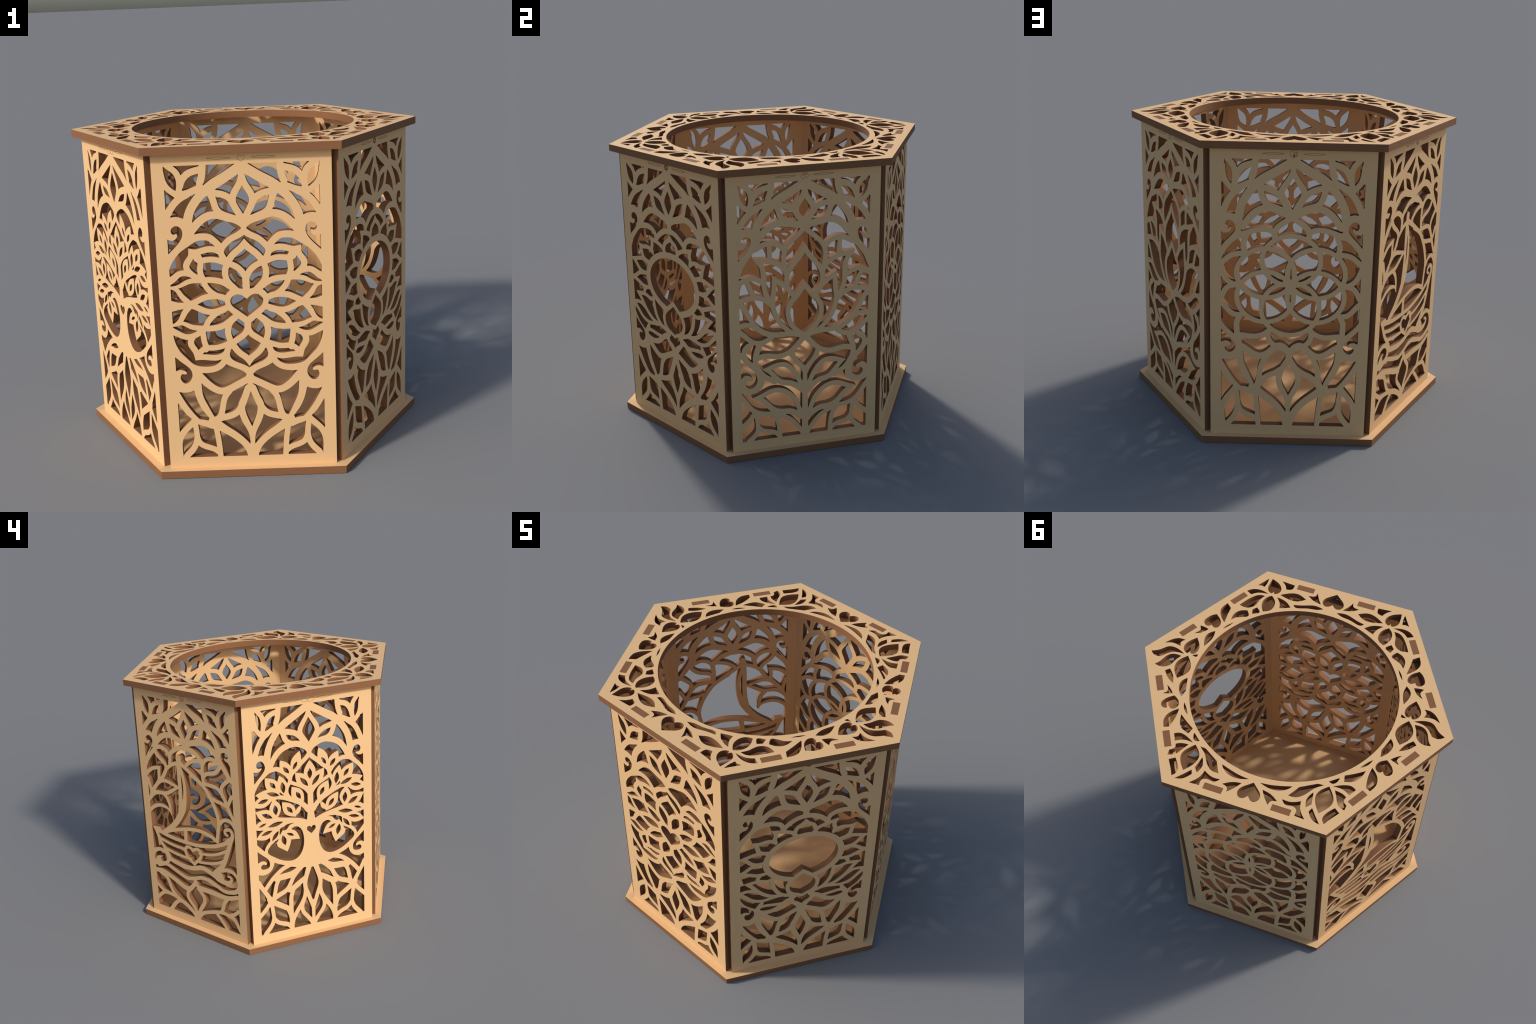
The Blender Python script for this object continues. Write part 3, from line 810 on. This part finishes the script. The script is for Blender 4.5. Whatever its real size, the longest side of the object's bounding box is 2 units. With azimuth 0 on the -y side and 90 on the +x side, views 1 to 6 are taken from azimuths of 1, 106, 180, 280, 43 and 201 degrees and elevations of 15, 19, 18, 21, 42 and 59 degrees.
# --- tree of life ---------------------------------------------------------------
def tree_panel():
    s = new_panel()
    fit = bend_top((-73.6, -18.4, 103.8), (-18.7, -11.5, 44.5, -88.0))
    top_sprigs(s, fit)
    band, cut = mirrored(s)

    def leaf(base, tip, width):
        pts = leaf_line(base, tip, width)
        s.outline(pts)
        s.outline(flip(pts))

    def slit(base, tip, width, bend=0):
        pts = leaf_line(base, tip, width, bend)
        s.outline(pts, True)
        s.outline(flip(pts), True)
    band((40, 36, 34), [(-209, 1553), (-159, 1533), (-115, 1522), (-85, 1507), (-60, 1482), (-35, 1449), (-9, 1412)])
    band((34, 34, 40, 40), [(-186, 1547), (-175, 1510), (-161, 1476), (-135, 1452), (-96, 1441), (-51, 1431), (-9, 1400)])
    band((28, 30, 34, 34, 34), [(0, 1680), (0, 1649), (-13, 1615), (-37, 1577), (-58, 1535), (-60, 1510), (-44, 1477), (-20, 1440), (0, 1401)])
    band((36, 40, 42, 40, 36), [(-277, 1306), (-263, 1336), (-244, 1369), (-209, 1408), (-154, 1435), (-93, 1441), (-48, 1424), (-18, 1404), (0, 1380)])
    band((34, 34), [(0, 1410), (0, 1362)])
    # ring
    band((36, 31, 31, 30, 34), [(-258, 1294), (-282, 1290), (-322, 1261), (-360, 1226), (-385, 1192), (-404, 1153), (-416, 1116)])
    band((30, 30, 30), [(-282, 1287), (-255, 1291), (-231, 1290), (-195, 1269), (-163, 1241), (-140, 1204)])
    # twigs
    band((32, 32, 30, 26, 26, 30), [(0, 1359), (-25, 1331), (-63, 1299), (-95, 1265), (-123, 1243), (-138, 1215), (-144, 1186), (-162, 1153), (-169, 1118), (-157, 1085), (-127, 1054)])
    band((24, 26, 30), [(-144, 1186), (-114, 1168), (-74, 1149), (-32, 1119), (0, 1076)])
    band((26, 29, 30, 34, 40), [(-272, 1097), (-224, 1093), (-169, 1074), (-124, 1052), (-81, 1030), (-42, 997), (-9, 950)])
    band((36, 40), [(0, 1205), (0, 1144), (0, 1051)])
    band((26, 27, 30, 34), [(-273, 948), (-237, 939), (-194, 928), (-132, 915), (-70, 896), (-14, 866)])
    band((26, 30, 34, 34), [(-240, 849), (-239, 871), (-211, 890), (-164, 900), (-102, 895), (-24, 871)])
    band((24, 26, 26), [(-221, 877), (-258, 874), (-301, 880), (-349, 893), (-400, 904)])
    band(24, [(-200, 841), (-172, 860), (-146, 873), (-118, 881), (-83, 877)])
    band((25, 25, 28), [(-277, 788), (-304, 768), (-322, 740), (-330, 704)])
    # trunk
    band((40, 41, 46, 60, 86, 106, 106, 112, 160), [(0, 1051), (0, 1000), (0, 948), (0, 896), (0, 844), (0, 791), (0, 739), (0, 677), (0, 619)])
    # lower ring
    band((34, 30, 28, 28, 28, 34, 60), [(-418, 790), (-389, 755), (-357, 722), (-328, 691), (-292, 659), (-243, 628), (-188, 606), (-134, 596), (-74, 593), (-17, 584)])
    band((40, 56, 60), [(-188, 605), (-97, 585), (0, 570)])
    # roots
    band((40, 30, 32, 32, 30, 30), [(-75, 613), (-120, 597), (-171, 586), (-222, 566), (-251, 545), (-281, 520), (-310, 490), (-336, 457), (-352, 435)])
    band((46, 40, 48, 48, 40), [(-34, 591), (-76, 565), (-116, 534), (-158, 516), (-206, 512), (-244, 508), (-273, 495)])
    band(28, [(-240, 507), (-264, 467), (-276, 417), (-289, 364)])
    band((36, 30, 32, 36, 36), [(-100, 541), (-143, 491), (-163, 450), (-194, 407), (-236, 386), (-275, 369), (-311, 346)])
    band((36, 42, 40), [(-54, 468), (-106, 435), (-146, 408), (-181, 395)])
    band((30, 31, 31, 31), [(-143, 405), (-161, 350), (-165, 297), (-165, 240), (-165, 183), (-165, 94)])
    band((50, 38, 34, 30), [(-11, 600), (-34, 519), (-51, 464), (-58, 422)])
    band((30, 30, 28, 28), [(-58, 432), (-55, 392), (-38, 343), (-20, 290), (0, 232)])
    band((28, 32, 30), [(-56, 412), (-59, 339), (-82, 284), (-117, 232), (-148, 178), (-165, 114)])
    band((28, 28, 28, 36), [(-63, 320), (-81, 270), (-81, 223), (-56, 180), (-18, 129), (7, 78)])
    band((30, 26, 24, 40), [(0, 285), (0, 230), (0, 165), (0, 79)])
    band((36, 30, 30, 34), [(-403, 518), (-366, 451), (-337, 401), (-313, 356)])
    band((40, 38, 36), [(-311, 346), (-271, 319), (-227, 290), (-190, 263), (-165, 237)])
    band((40, 40), [(-328, 376), (-311, 342)])
    band((30, 30), [(-314, 340), (-341, 303), (-371, 270), (-408, 232)])
    band(27, [(-311, 339), (-301, 277), (-295, 218)])
    band((27, 32, 36), [(-294, 224), (-306, 173), (-336, 130), (-370, 91)])
    band((27, 32, 30), [(-294, 211), (-264, 173), (-226, 155), (-188, 136), (-157, 95)])
    band((32, 31, 31), [(-190, 263), (-169, 207), (-164, 155), (-162, 93)])
    # curl
    band((40, 38, 30, 30), [(-426, 607), (-384, 580), (-354, 571), (-322, 578), (-299, 601), (-290, 635), (-302, 673)])
    leaf((0, 1144), (0, 1313), 85)
    leaf((-7, 1127), (-103, 1241), 78)
    leaf((-51, 1021), (-131, 1149), 82)
    leaf((-126, 1246), (-66, 1389), 69)
    leaf((-133, 1224), (-207, 1345), 71)
    leaf((-217, 1117), (-316, 1242), 85)
    leaf((-178, 1092), (-215, 1243), 71)
    leaf((-202, 1096), (-386, 1136), 85)
    leaf((-260, 1095), (-416, 1060), 79)
    leaf((-244, 944), (-262, 1086), 82)
    leaf((-107, 932), (-203, 1053), 78)
    leaf((-109, 942), (-71, 1008), 32)
    leaf((-237, 930), (-392, 1017), 87)
    leaf((-298, 927), (-412, 900), 65)
    leaf((-179, 918), (-328, 892), 74)
    leaf((-258, 866), (-395, 822), 71)
    leaf((-231, 860), (-296, 779), 65)
    leaf((-213, 844), (-178, 691), 94)
    leaf((-200, 857), (-83, 767), 66)
    pad = curl_pad(s)
    pad([(-133, 894), (-133, 894), (6, 866), (6, 866), (0, 561), (0, 561), (-175, 596), (-292, 656), (-328, 697), (-320, 734), (-281, 760), (-250, 773), (-250, 773), (-197, 850), (-197, 850)])
    cut([(-146, 848), (-146, 848), (-131, 859), (-106, 862), (-75, 838), (-58, 790), (-55, 741), (-68, 680), (-95, 640), (-133, 620), (-184, 624), (-236, 645), (-285, 678), (-316, 708), (-315, 733), (-294, 754), (-252, 768), (-252, 768), (-245, 743), (-218, 721), (-178, 691), (-178, 691), (-154, 746), (-148, 774), (-148, 774), (-84, 767), (-84, 767), (-98, 805), (-119, 834)])
    cut([(-122, 889), (-122, 889), (-164, 891), (-196, 875), (-203, 858), (-197, 850), (-186, 849), (-170, 862), (-152, 882)])
    slit((0, 1182), (0, 1257), 34)
    slit((-13, 1133), (-71, 1204), 30)
    slit((-70, 1053), (-101, 1108), 28)
    slit((-119, 1265), (-86, 1319), 23)
    slit((-145, 1246), (-187, 1296), 27)
    slit((-244, 1157), (-283, 1207), 27)
    slit((-187, 1113), (-199, 1196), 34)
    slit((-219, 1103), (-308, 1137), 30)
    slit((-296, 1090), (-373, 1075), 27)
    slit((-248, 969), (-255, 1043), 34)
    slit((-130, 963), (-171, 1015), 27)
    slit((-274, 953), (-348, 995), 31)
    slit((-318, 925), (-375, 905), 17)
    slit((-199, 914), (-311, 895), 30)
    slit((-277, 865), (-360, 843), 25)
    slit((-234, 855), (-285, 789), 27)
    slit((-209, 818), (-190, 740), 34)
    slit((-179, 826), (-125, 799), 20)
    s.outline(heart_line(0, 834, 790, 33), True)
    pad = curl_pad(s)
    pad([(-398, 1301), (-398, 1301), (-376, 1377), (-376, 1377), (-320, 1365), (-300, 1314), (-319, 1275), (-391, 1202), (-391, 1202), (-403, 1204), (-403, 1204)])
    pad([(-399, 738), (-399, 738), (-387, 736), (-387, 736), (-310, 665), (-297, 623), (-308, 587), (-358, 582), (-395, 590), (-395, 590), (-404, 641), (-404, 641)])
    cut([(-390, 1296), (-390, 1296), (-390, 1210), (-390, 1210), (-362, 1241), (-324, 1282), (-311, 1313), (-316, 1337), (-327, 1355), (-343, 1363), (-361, 1357), (-370, 1341), (-368, 1324), (-355, 1313), (-333, 1312), (-344, 1298), (-360, 1290), (-376, 1290)])
    cut([(-391, 733), (-391, 733), (-352, 696), (-320, 665), (-307, 629), (-315, 601), (-339, 594), (-357, 595), (-371, 606), (-369, 622), (-352, 632), (-334, 626), (-329, 633), (-339, 650), (-354, 657), (-373, 656), (-391, 646), (-391, 646)])
    s.fill_frame()
    return s


PANELS = {'heart': heart_panel, 'sun': sun_panel, 'lotus': lotus_panel,
          'flower': flower_panel, 'boat': boat_panel, 'tree': tree_panel}


# ----------------------------------------------------------------------------
# Top ring and base plate (seen from above, millimetres)
# ----------------------------------------------------------------------------
TABS = (-0.2075, 0.2075)
TAB_HALF = 0.0575


def hexagon(r):
    return [(r * math.cos(math.radians(60 * k)), r * math.sin(math.radians(60 * k))) for k in range(6)]


def slots(s):
    for k in range(6):
        a = math.radians(60 * k)
        o, r = np.array((math.sin(a), -math.cos(a))) * 1000, np.array((math.cos(a), math.sin(a))) * 1000
        for x in TABS:
            lo, hi, x0, x1 = 0.783, 0.8245, x - TAB_HALF, x + TAB_HALF
            s.convex([o * lo + r * x0, o * lo + r * x1, o * hi + r * x1, o * hi + r * x0], True)


def plate():
    s = Sheet(-1000, -870, 1000, 870)
    s.border(hexagon(1000), None)
    s.d[:] = s.outer
    slots(s)
    return s


base_plate = plate


def top_ring():
    s = plate()
    s.disc(0, 0, 641, True)

    def opening(pts):
        s.outline(pts, True)
        s.outline(flip(pts), True)
    # hearts in the middle of the front and rear edge
    s.outline(heart_line(0, -735, -829, 72), True)
    s.outline([(x, -y) for x, y in heart_line(0, -782, -688, 70)][::-1], True)
    # front edge, towards the corner
    opening([(-74, -713), (-74, -713), (-104, -758), (-123, -798), (-123, -798), (-130, -768), (-173, -756), (-173, -756), (-132, -728)])
    opening([(-45, -680), (-45, -680), (-106, -690), (-182, -665), (-240, -650), (-240, -650), (-224, -633), (-146, -651), (-88, -660)])
    opening([(-178, -719), (-178, -719), (-242, -746), (-300, -732), (-350, -700), (-350, -700), (-280, -682), (-225, -686)])
    opening([(-250, -621), (-250, -621), (-296, -659), (-363, -674), (-363, -674), (-330, -634), (-317, -591), (-317, -591), (-282, -605)])
    opening([(-287, -810), (-287, -810), (-378, -817), (-378, -817), (-346, -789), (-328, -757), (-328, -757), (-293, -771)])
    # front corner flower
    opening([(-444, -814), (-444, -814), (-383, -783), (-357, -734), (-375, -700), (-392, -696), (-398, -717), (-398, -717), (-408, -694), (-440, -714), (-449, -760)])
    opening([(-467, -810), (-467, -810), (-517, -728), (-517, -728), (-491, -735), (-471, -730), (-471, -730), (-465, -768)])
    opening([(-423, -682), (-423, -682), (-480, -697), (-537, -686), (-567, -659), (-567, -659), (-530, -640), (-530, -640), (-498, -666), (-459, -678)])
    opening([(-439, -658), (-439, -658), (-475, -654), (-524, -609), (-569, -530), (-569, -530), (-513, -525), (-471, -563), (-461, -614)])
    opening([(-398, -675), (-398, -675), (-363, -637), (-354, -587), (-371, -549), (-407, -530), (-407, -530), (-430, -569), (-437, -615), (-419, -657)])
    opening([(-454, -549), (-454, -549), (-476, -523), (-476, -523), (-465, -487), (-465, -487), (-424, -515)])
    opening([(-504, -504), (-504, -504), (-541, -490), (-572, -451), (-575, -394), (-575, -394), (-542, -428), (-481, -462)])
    opening([(-548, -381), (-548, -381), (-580, -343), (-597, -305), (-597, -305), (-570, -339)])
    # side edge
    opening([(-646, -517), (-646, -517), (-611, -487), (-611, -487), (-610, -426), (-606, -358), (-606, -358), (-645, -400), (-668, -455)])
    opening([(-678, -407), (-678, -407), (-632, -363), (-624, -320), (-640, -300), (-661, -302), (-675, -316), (-675, -316), (-688, -298), (-709, -299), (-731, -326), (-723, -359), (-704, -387)])
    opening([(-633, -274), (-633, -274), (-668, -239), (-674, -198), (-654, -136), (-654, -136), (-627, -224)])
    opening([(-679, -275), (-679, -275), (-710, -282), (-741, -284), (-741, -284), (-727, -251), (-753, -212), (-753, -212), (-713, -231)])
    # flower of the corner on the cross axis
    opening([(-720, -185), (-720, -185), (-679, -122), (-676, -82), (-694, -55), (-710, -54), (-721, -73), (-721, -73), (-731, -50), (-761, -66), (-770, -112), (-749, -152)])
    opening([(-663, -63), (-663, -63), (-697, -45), (-697, -45), (-666, -41)])
    opening([(-782, -143), (-782, -143), (-826, -142), (-868, -114), (-898, -76), (-898, -76), (-851, -94), (-793, -85), (-793, -85), (-802, -119)])
    opening([(-745, -36), (-745, -36), (-799, -61), (-860, -60), (-902, -19), (-951, 10), (-951, 10), (-916, 35), (-877, 32), (-877, 32), (-849, -4), (-808, -31)])
    opening([(-757, -15), (-757, -15), (-805, -16), (-843, 12), (-867, 68), (-889, 97), (-889, 97), (-846, 104), (-797, 76), (-779, 27)])
    opening([(-718, -31), (-718, -31), (-670, 38), (-667, 86), (-713, 152), (-713, 152), (-755, 100), (-765, 41), (-747, 1)])
    opening([(-784, 99), (-784, 99), (-808, 122), (-808, 122), (-767, 169), (-721, 197), (-721, 197), (-744, 143)])
    # rear side edge
    opening([(-653, 128), (-653, 128), (-679, 165), (-671, 223), (-633, 272), (-633, 272), (-624, 222), (-624, 222)])
    opening([(-600, 305), (-600, 305), (-571, 338), (-544, 383), (-544, 383), (-582, 349)])
    opening([(-752, 218), (-752, 218), (-730, 259), (-750, 288), (-750, 288), (-722, 280), (-692, 267), (-692, 267), (-720, 239)])
    opening([(-676, 279), (-676, 279), (-636, 307), (-625, 347), (-646, 373), (-664, 373), (-676, 359), (-676, 359), (-689, 381), (-711, 381), (-730, 357), (-724, 329), (-706, 304)])
    opening([(-610, 358), (-610, 358), (-652, 403), (-666, 462), (-644, 514), (-644, 514), (-616, 499), (-616, 499), (-605, 429)])
    opening([(-582, 392), (-582, 392), (-572, 433), (-547, 478), (-486, 505), (-486, 505), (-476, 463), (-476, 463), (-525, 433)])
    # rear corner flower
    opening([(-456, 487), (-456, 487), (-451, 515), (-432, 539), (-402, 533), (-402, 533)])
    opening([(-434, 556), (-434, 556), (-493, 525), (-537, 518), (-567, 533), (-567, 533), (-542, 580), (-542, 580), (-496, 556)])
    opening([(-454, 576), (-454, 576), (-505, 584), (-529, 598), (-529, 598), (-524, 626), (-548, 649), (-548, 649), (-545, 683), (-545, 683), (-505, 666), (-478, 621)])
    opening([(-416, 563), (-416, 563), (-365, 627), (-369, 679), (-415, 750), (-415, 750), (-457, 695), (-469, 651), (-450, 605)])
    opening([(-491, 686), (-491, 686), (-525, 710), (-525, 710), (-493, 757), (-465, 806), (-465, 806), (-446, 778), (-451, 744)])
    opening([(-344, 630), (-344, 630), (-359, 709), (-359, 709), (-334, 738), (-334, 738), (-321, 683)])
    opening([(-370, 730), (-370, 730), (-403, 772), (-442, 817), (-442, 817), (-395, 802), (-358, 758), (-358, 758)])
    # rear edge
    opening([(-348, 568), (-348, 568), (-386, 565), (-386, 565), (-336, 610), (-306, 657), (-258, 697), (-214, 700), (-214, 700), (-237, 660), (-255, 626), (-255, 626)])
    opening([(-189, 734), (-189, 734), (-240, 735), (-296, 710), (-296, 710), (-310, 762), (-353, 815), (-353, 815), (-290, 812), (-290, 812), (-288, 771), (-256, 758), (-223, 763)])
    opening([(-33, 676), (-33, 676), (-96, 669), (-219, 635), (-219, 635), (-199, 661), (-153, 689), (-97, 694)])
    opening([(-64, 715), (-64, 715), (-117, 726), (-169, 758), (-169, 758), (-134, 771), (-127, 799), (-127, 799), (-94, 762)])

    return s


# ----------------------------------------------------------------------------
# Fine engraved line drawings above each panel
# ----------------------------------------------------------------------------
def circle_line(cx, cy, rx, ry=None, a0=0, a1=360, n=20):
    ry = ry or rx
    pts = [(cx + rx * math.cos(math.radians(a0 + (a1 - a0) * k / n)),
            cy + ry * math.sin(math.radians(a0 + (a1 - a0) * k / n))) for k in range(n + 1)]
    if abs(a1 - a0) == 360:
        pts[-1] = pts[0]
    return pts


def mark_lines(kind):
    if kind == 'heart':
        h = heart_line(0, 1733, 1709, 19)
        return [h[1:] + [h[0]]]
    if kind == 'sun':
        return [circle_line(0, 1728, 8)] + [circle_line(13 * math.cos(a), 1728 + 13 * math.sin(a), 4, n=8)
                                            for a in [math.radians(45 * k) for k in range(8)]]
    if kind == 'lotus':
        return [circle_line(-9, 1721, 12, 12, 95, 400), circle_line(-9, 1721, 7, 7, 95, 400),
                circle_line(11, 1725, 11, 11, -120, 170), circle_line(11, 1725, 6, 6, -120, 170),
                circle_line(3, 1744, 9, 9, 180, 360), [(-14, 1735), (0, 1735), (2, 1726)]]
    if kind == 'flower':
        return [circle_line(0, 1728, 20), circle_line(1, 1719, 6), [(-2, 1724), (-1, 1738), (5, 1729), (11, 1741)],
                circle_line(0, 1728, 16, 16, -50, 50)]
    if kind == 'boat':
        return [circle_line(0, 1728, 18, 20), [(0, 1746), (-5, 1728), (0, 1712), (6, 1728), (0, 1746)],
                [(-14, 1722), (0, 1717), (14, 1722)]]
    lobe = [(0, 1722), (0, 1722), (-22, 1737), (-42, 1733), (-40, 1718), (-18, 1710), (0, 1714)]
    return [lobe, flip(lobe), [(0, 1713), (0, 1723)]]


MARKS = ('heart', 'sun', 'lotus', 'flower', 'boat', 'tree')


def engraving(kind):
    s = Sheet(-180, 1700, 180, 1757, 0.6)
    s.border([(-180, 1700), (180, 1700), (180, 1757), (-180, 1757)], None)
    for side in (-1, 1):
        for dy in (-5.5, 5.5):
            s.band(1.5, [(side * 171, 1729), (side * 111, 1729 + dy), (side * 51, 1729)])
    for line in mark_lines(kind):
        s.band(1.5, line)
    return s
# ----------------------------------------------------------------------------
# Sizes (metres)
# ----------------------------------------------------------------------------
RADIUS = 1.0                # corner radius of both hexagonal plates
HEIGHT = 1.80
PLY = 0.0415               # thickness of the sheets
FACE = 0.8245                # distance of the panels' outer faces from the axis


# ----------------------------------------------------------------------------
# Materials
# ----------------------------------------------------------------------------
def wood(name, base, dark, scale, rough):
    m = bpy.data.materials.new(name)
    m.use_nodes = True
    nt = m.node_tree
    n, l = nt.nodes, nt.links
    bsdf = n['Principled BSDF']
    bsdf.inputs['Roughness'].default_value = rough
    bsdf.inputs['Specular IOR Level'].default_value = 0.25
    tc = n.new('ShaderNodeTexCoord')
    mp = n.new('ShaderNodeMapping')
    mp.inputs['Scale'].default_value = scale
    noise = n.new('ShaderNodeTexNoise')
    noise.inputs['Scale'].default_value = 3.0
    noise.inputs['Detail'].default_value = 4.0
    ramp = n.new('ShaderNodeValToRGB')
    ramp.color_ramp.elements[0].position = 0.3
    ramp.color_ramp.elements[0].color = (*dark, 1)
    ramp.color_ramp.elements[1].position = 0.7
    ramp.color_ramp.elements[1].color = (*base, 1)
    l.new(tc.outputs['Object'], mp.inputs['Vector'])
    l.new(mp.outputs['Vector'], noise.inputs['Vector'])
    l.new(noise.outputs['Fac'], ramp.inputs['Fac'])
    l.new(ramp.outputs['Color'], bsdf.inputs['Base Color'])
    return m


TAN = (0.738, 0.465, 0.229)
TAN_DARK = (0.728, 0.458, 0.225)
BURNT = (0.232, 0.104, 0.0455)
BURNT_DARK = (0.226, 0.101, 0.0445)
FACE_WOOD = wood('plywood_face', TAN, TAN_DARK, (14, 14, 1.2), 0.75)
EDGE_WOOD = wood('laser_burnt_edge', BURNT, BURNT_DARK, (9, 9, 9), 0.8)
MARK = wood('engraved_line', (0.17, 0.09, 0.045), (0.15, 0.08, 0.04), (9, 9, 9), 0.85)


# ----------------------------------------------------------------------------
# Cutting a drafted sheet out of plywood
# ----------------------------------------------------------------------------
def cut_mesh(name, sheet, place, thick, tol=0.3, mats=None, flat_back=True):
    """Extrude the drafted sheet; place(x, y, depth) maps millimetres to metres."""
    loops = sheet.contours(tol)
    flat, edges, k = [], [], 0
    for L in loops:
        n = len(L)
        flat += [Vector(p) for p in L]
        edges += [(k + i, k + (i + 1) % n) for i in range(n)]
        k += n
    V, E, F, *_ = delaunay_2d_cdt(flat, edges, [], 0, 1e-4, True)
    P = np.array([tuple(v) for v in V])
    T = np.array([f[:3] for f in F])
    # keep the triangles that lie in the material
    C = P[T].mean(1)
    fld = np.maximum(sheet.d, sheet.outer)
    gx = np.clip((C[:, 0] - sheet.x[0]) / sheet.c, 0, len(sheet.x) - 1.001)
    gy = np.clip((C[:, 1] - sheet.y[0]) / sheet.c, 0, len(sheet.y) - 1.001)
    inside = np.zeros(len(C), bool)
    for L in loops:                               # even-odd rule over all cut lines
        a, b = L, np.roll(L, -1, 0)
        lo, hi = L.min(0), L.max(0)
        sel = np.nonzero((C[:, 1] >= lo[1]) & (C[:, 1] <= hi[1]) & (C[:, 0] <= hi[0]))[0]
        for s0 in range(0, len(sel), 4000):
            q = sel[s0:s0 + 4000]
            cy, cx = C[q, 1][:, None], C[q, 0][:, None]
            cr = (a[None, :, 1] > cy) != (b[None, :, 1] > cy)
            dy = b[:, 1] - a[:, 1]
            xi = a[None, :, 0] + (cy - a[None, :, 1]) / np.where(dy == 0, 1, dy)[None] * (b[:, 0] - a[:, 0])[None]
            inside[q] ^= ((cr & (cx < xi)).sum(1) % 2).astype(bool)
    T = T[inside]
    A = P[T]
    area = (A[:, 1, 0] - A[:, 0, 0]) * (A[:, 2, 1] - A[:, 0, 1]) - (A[:, 2, 0] - A[:, 0, 0]) * (A[:, 1, 1] - A[:, 0, 1])
    T[area < 0] = T[area < 0][:, ::-1]
    n = len(P)
    verts = [place(x, y, 0.0) for x, y in P] + [place(x, y, thick) for x, y in P]
    faces = [tuple(t) for t in T.tolist()] + [tuple(n + i for i in t[::-1]) for t in T.tolist()]
    nf = len(faces)
    count = {}
    for t in T.tolist():
        for a, b in ((t[0], t[1]), (t[1], t[2]), (t[2], t[0])):
            count[(a, b)] = 1
    for (a, b) in list(count):
        if (b, a) not in count:                   # boundary: cut wall
            faces.append((b, a, n + a, n + b))
    me = bpy.data.meshes.new(name)
    me.from_pydata(verts, [], faces)
    for m in (mats or (FACE_WOOD, EDGE_WOOD)):
        me.materials.append(m)
    idx = np.zeros(len(faces), np.int32)
    idx[nf:] = 1
    me.polygons.foreach_set('material_index', idx)
    sm = np.zeros(len(faces), bool)
    sm[nf:] = True
    me.polygons.foreach_set('use_smooth', sm)
    me.validate()
    me.update()
    me.set_sharp_from_angle(angle=math.radians(35))
    return me


def add(name, mesh, parent):
    o = bpy.data.objects.new(name, mesh)
    bpy.context.scene.collection.objects.link(o)
    o.parent = parent
    return o


def box(name, lo, hi, mat, matrix):
    (x0, y0, z0), (x1, y1, z1) = lo, hi
    v = [matrix @ Vector(p) for p in ((x0, y0, z0), (x1, y0, z0), (x1, y1, z0), (x0, y1, z0),
                                     (x0, y0, z1), (x1, y0, z1), (x1, y1, z1), (x0, y1, z1))]
    me = bpy.data.meshes.new(name)
    me.from_pydata(v, [], [(3, 2, 1, 0), (4, 5, 6, 7), (0, 1, 5, 4), (1, 2, 6, 5), (2, 3, 7, 6), (3, 0, 4, 7)])
    me.materials.append(mat)
    return me


def build():
    lantern = bpy.data.objects.new('wooden_lantern', None)
    bpy.context.scene.collection.objects.link(lantern)
    lantern['label'] = 'hexagonal laser-cut wooden lantern with six ornate fretwork panels'
    lantern['category'] = 'lantern'

    for kind, azimuth in (('heart', 0), ('sun', 60), ('lotus', 120), ('flower', 180), ('boat', 240), ('tree', 300)):
        sheet = PANELS.get(kind, new_panel)()
        a = math.radians(azimuth)
        out = Vector((math.sin(a), -math.cos(a), 0))
        right = Vector((math.cos(a), math.sin(a), 0))

        def place(x, y, d, out=out, right=right):
            return out * (FACE - d) + right * (x / 1000) + Vector((0, 0, y / 1000))
        panel = add(kind + '_panel', cut_mesh(kind + '_panel', sheet, place, PLY), lantern)
        M = Matrix((right.to_4d(), out.to_4d(), (0, 0, 1, 0), (0, 0, 0, 1))).transposed()
        M = Matrix(((right.x, out.x, 0, 0), (right.y, out.y, 0, 0), (0, 0, 1, 0), (0, 0, 0, 1)))
        for x in TABS:
            for z0, z1 in ((HEIGHT - PLY, HEIGHT - 0.0008), (0.0008, PLY)):
                add('tab', box('tab', (x - TAB_HALF, FACE - PLY, z0), (x + TAB_HALF, FACE, z1), EDGE_WOOD, M), panel)
        if kind in MARKS:
            mk = engraving(kind)
            add('engraving', cut_mesh('engraving', mk, lambda x, y, d: place(x, y, d - 0.0006), 0.0012, 0.1,
                                      (MARK, MARK)), panel)

    def flat(z0):
        return lambda x, y, d: Vector((x / 1000, y / 1000, z0 - d))
    add('top_ring', cut_mesh('top_ring', top_ring(), flat(HEIGHT), PLY), lantern)
    add('base_plate', cut_mesh('base_plate', base_plate(), flat(PLY), PLY), lantern)


build()
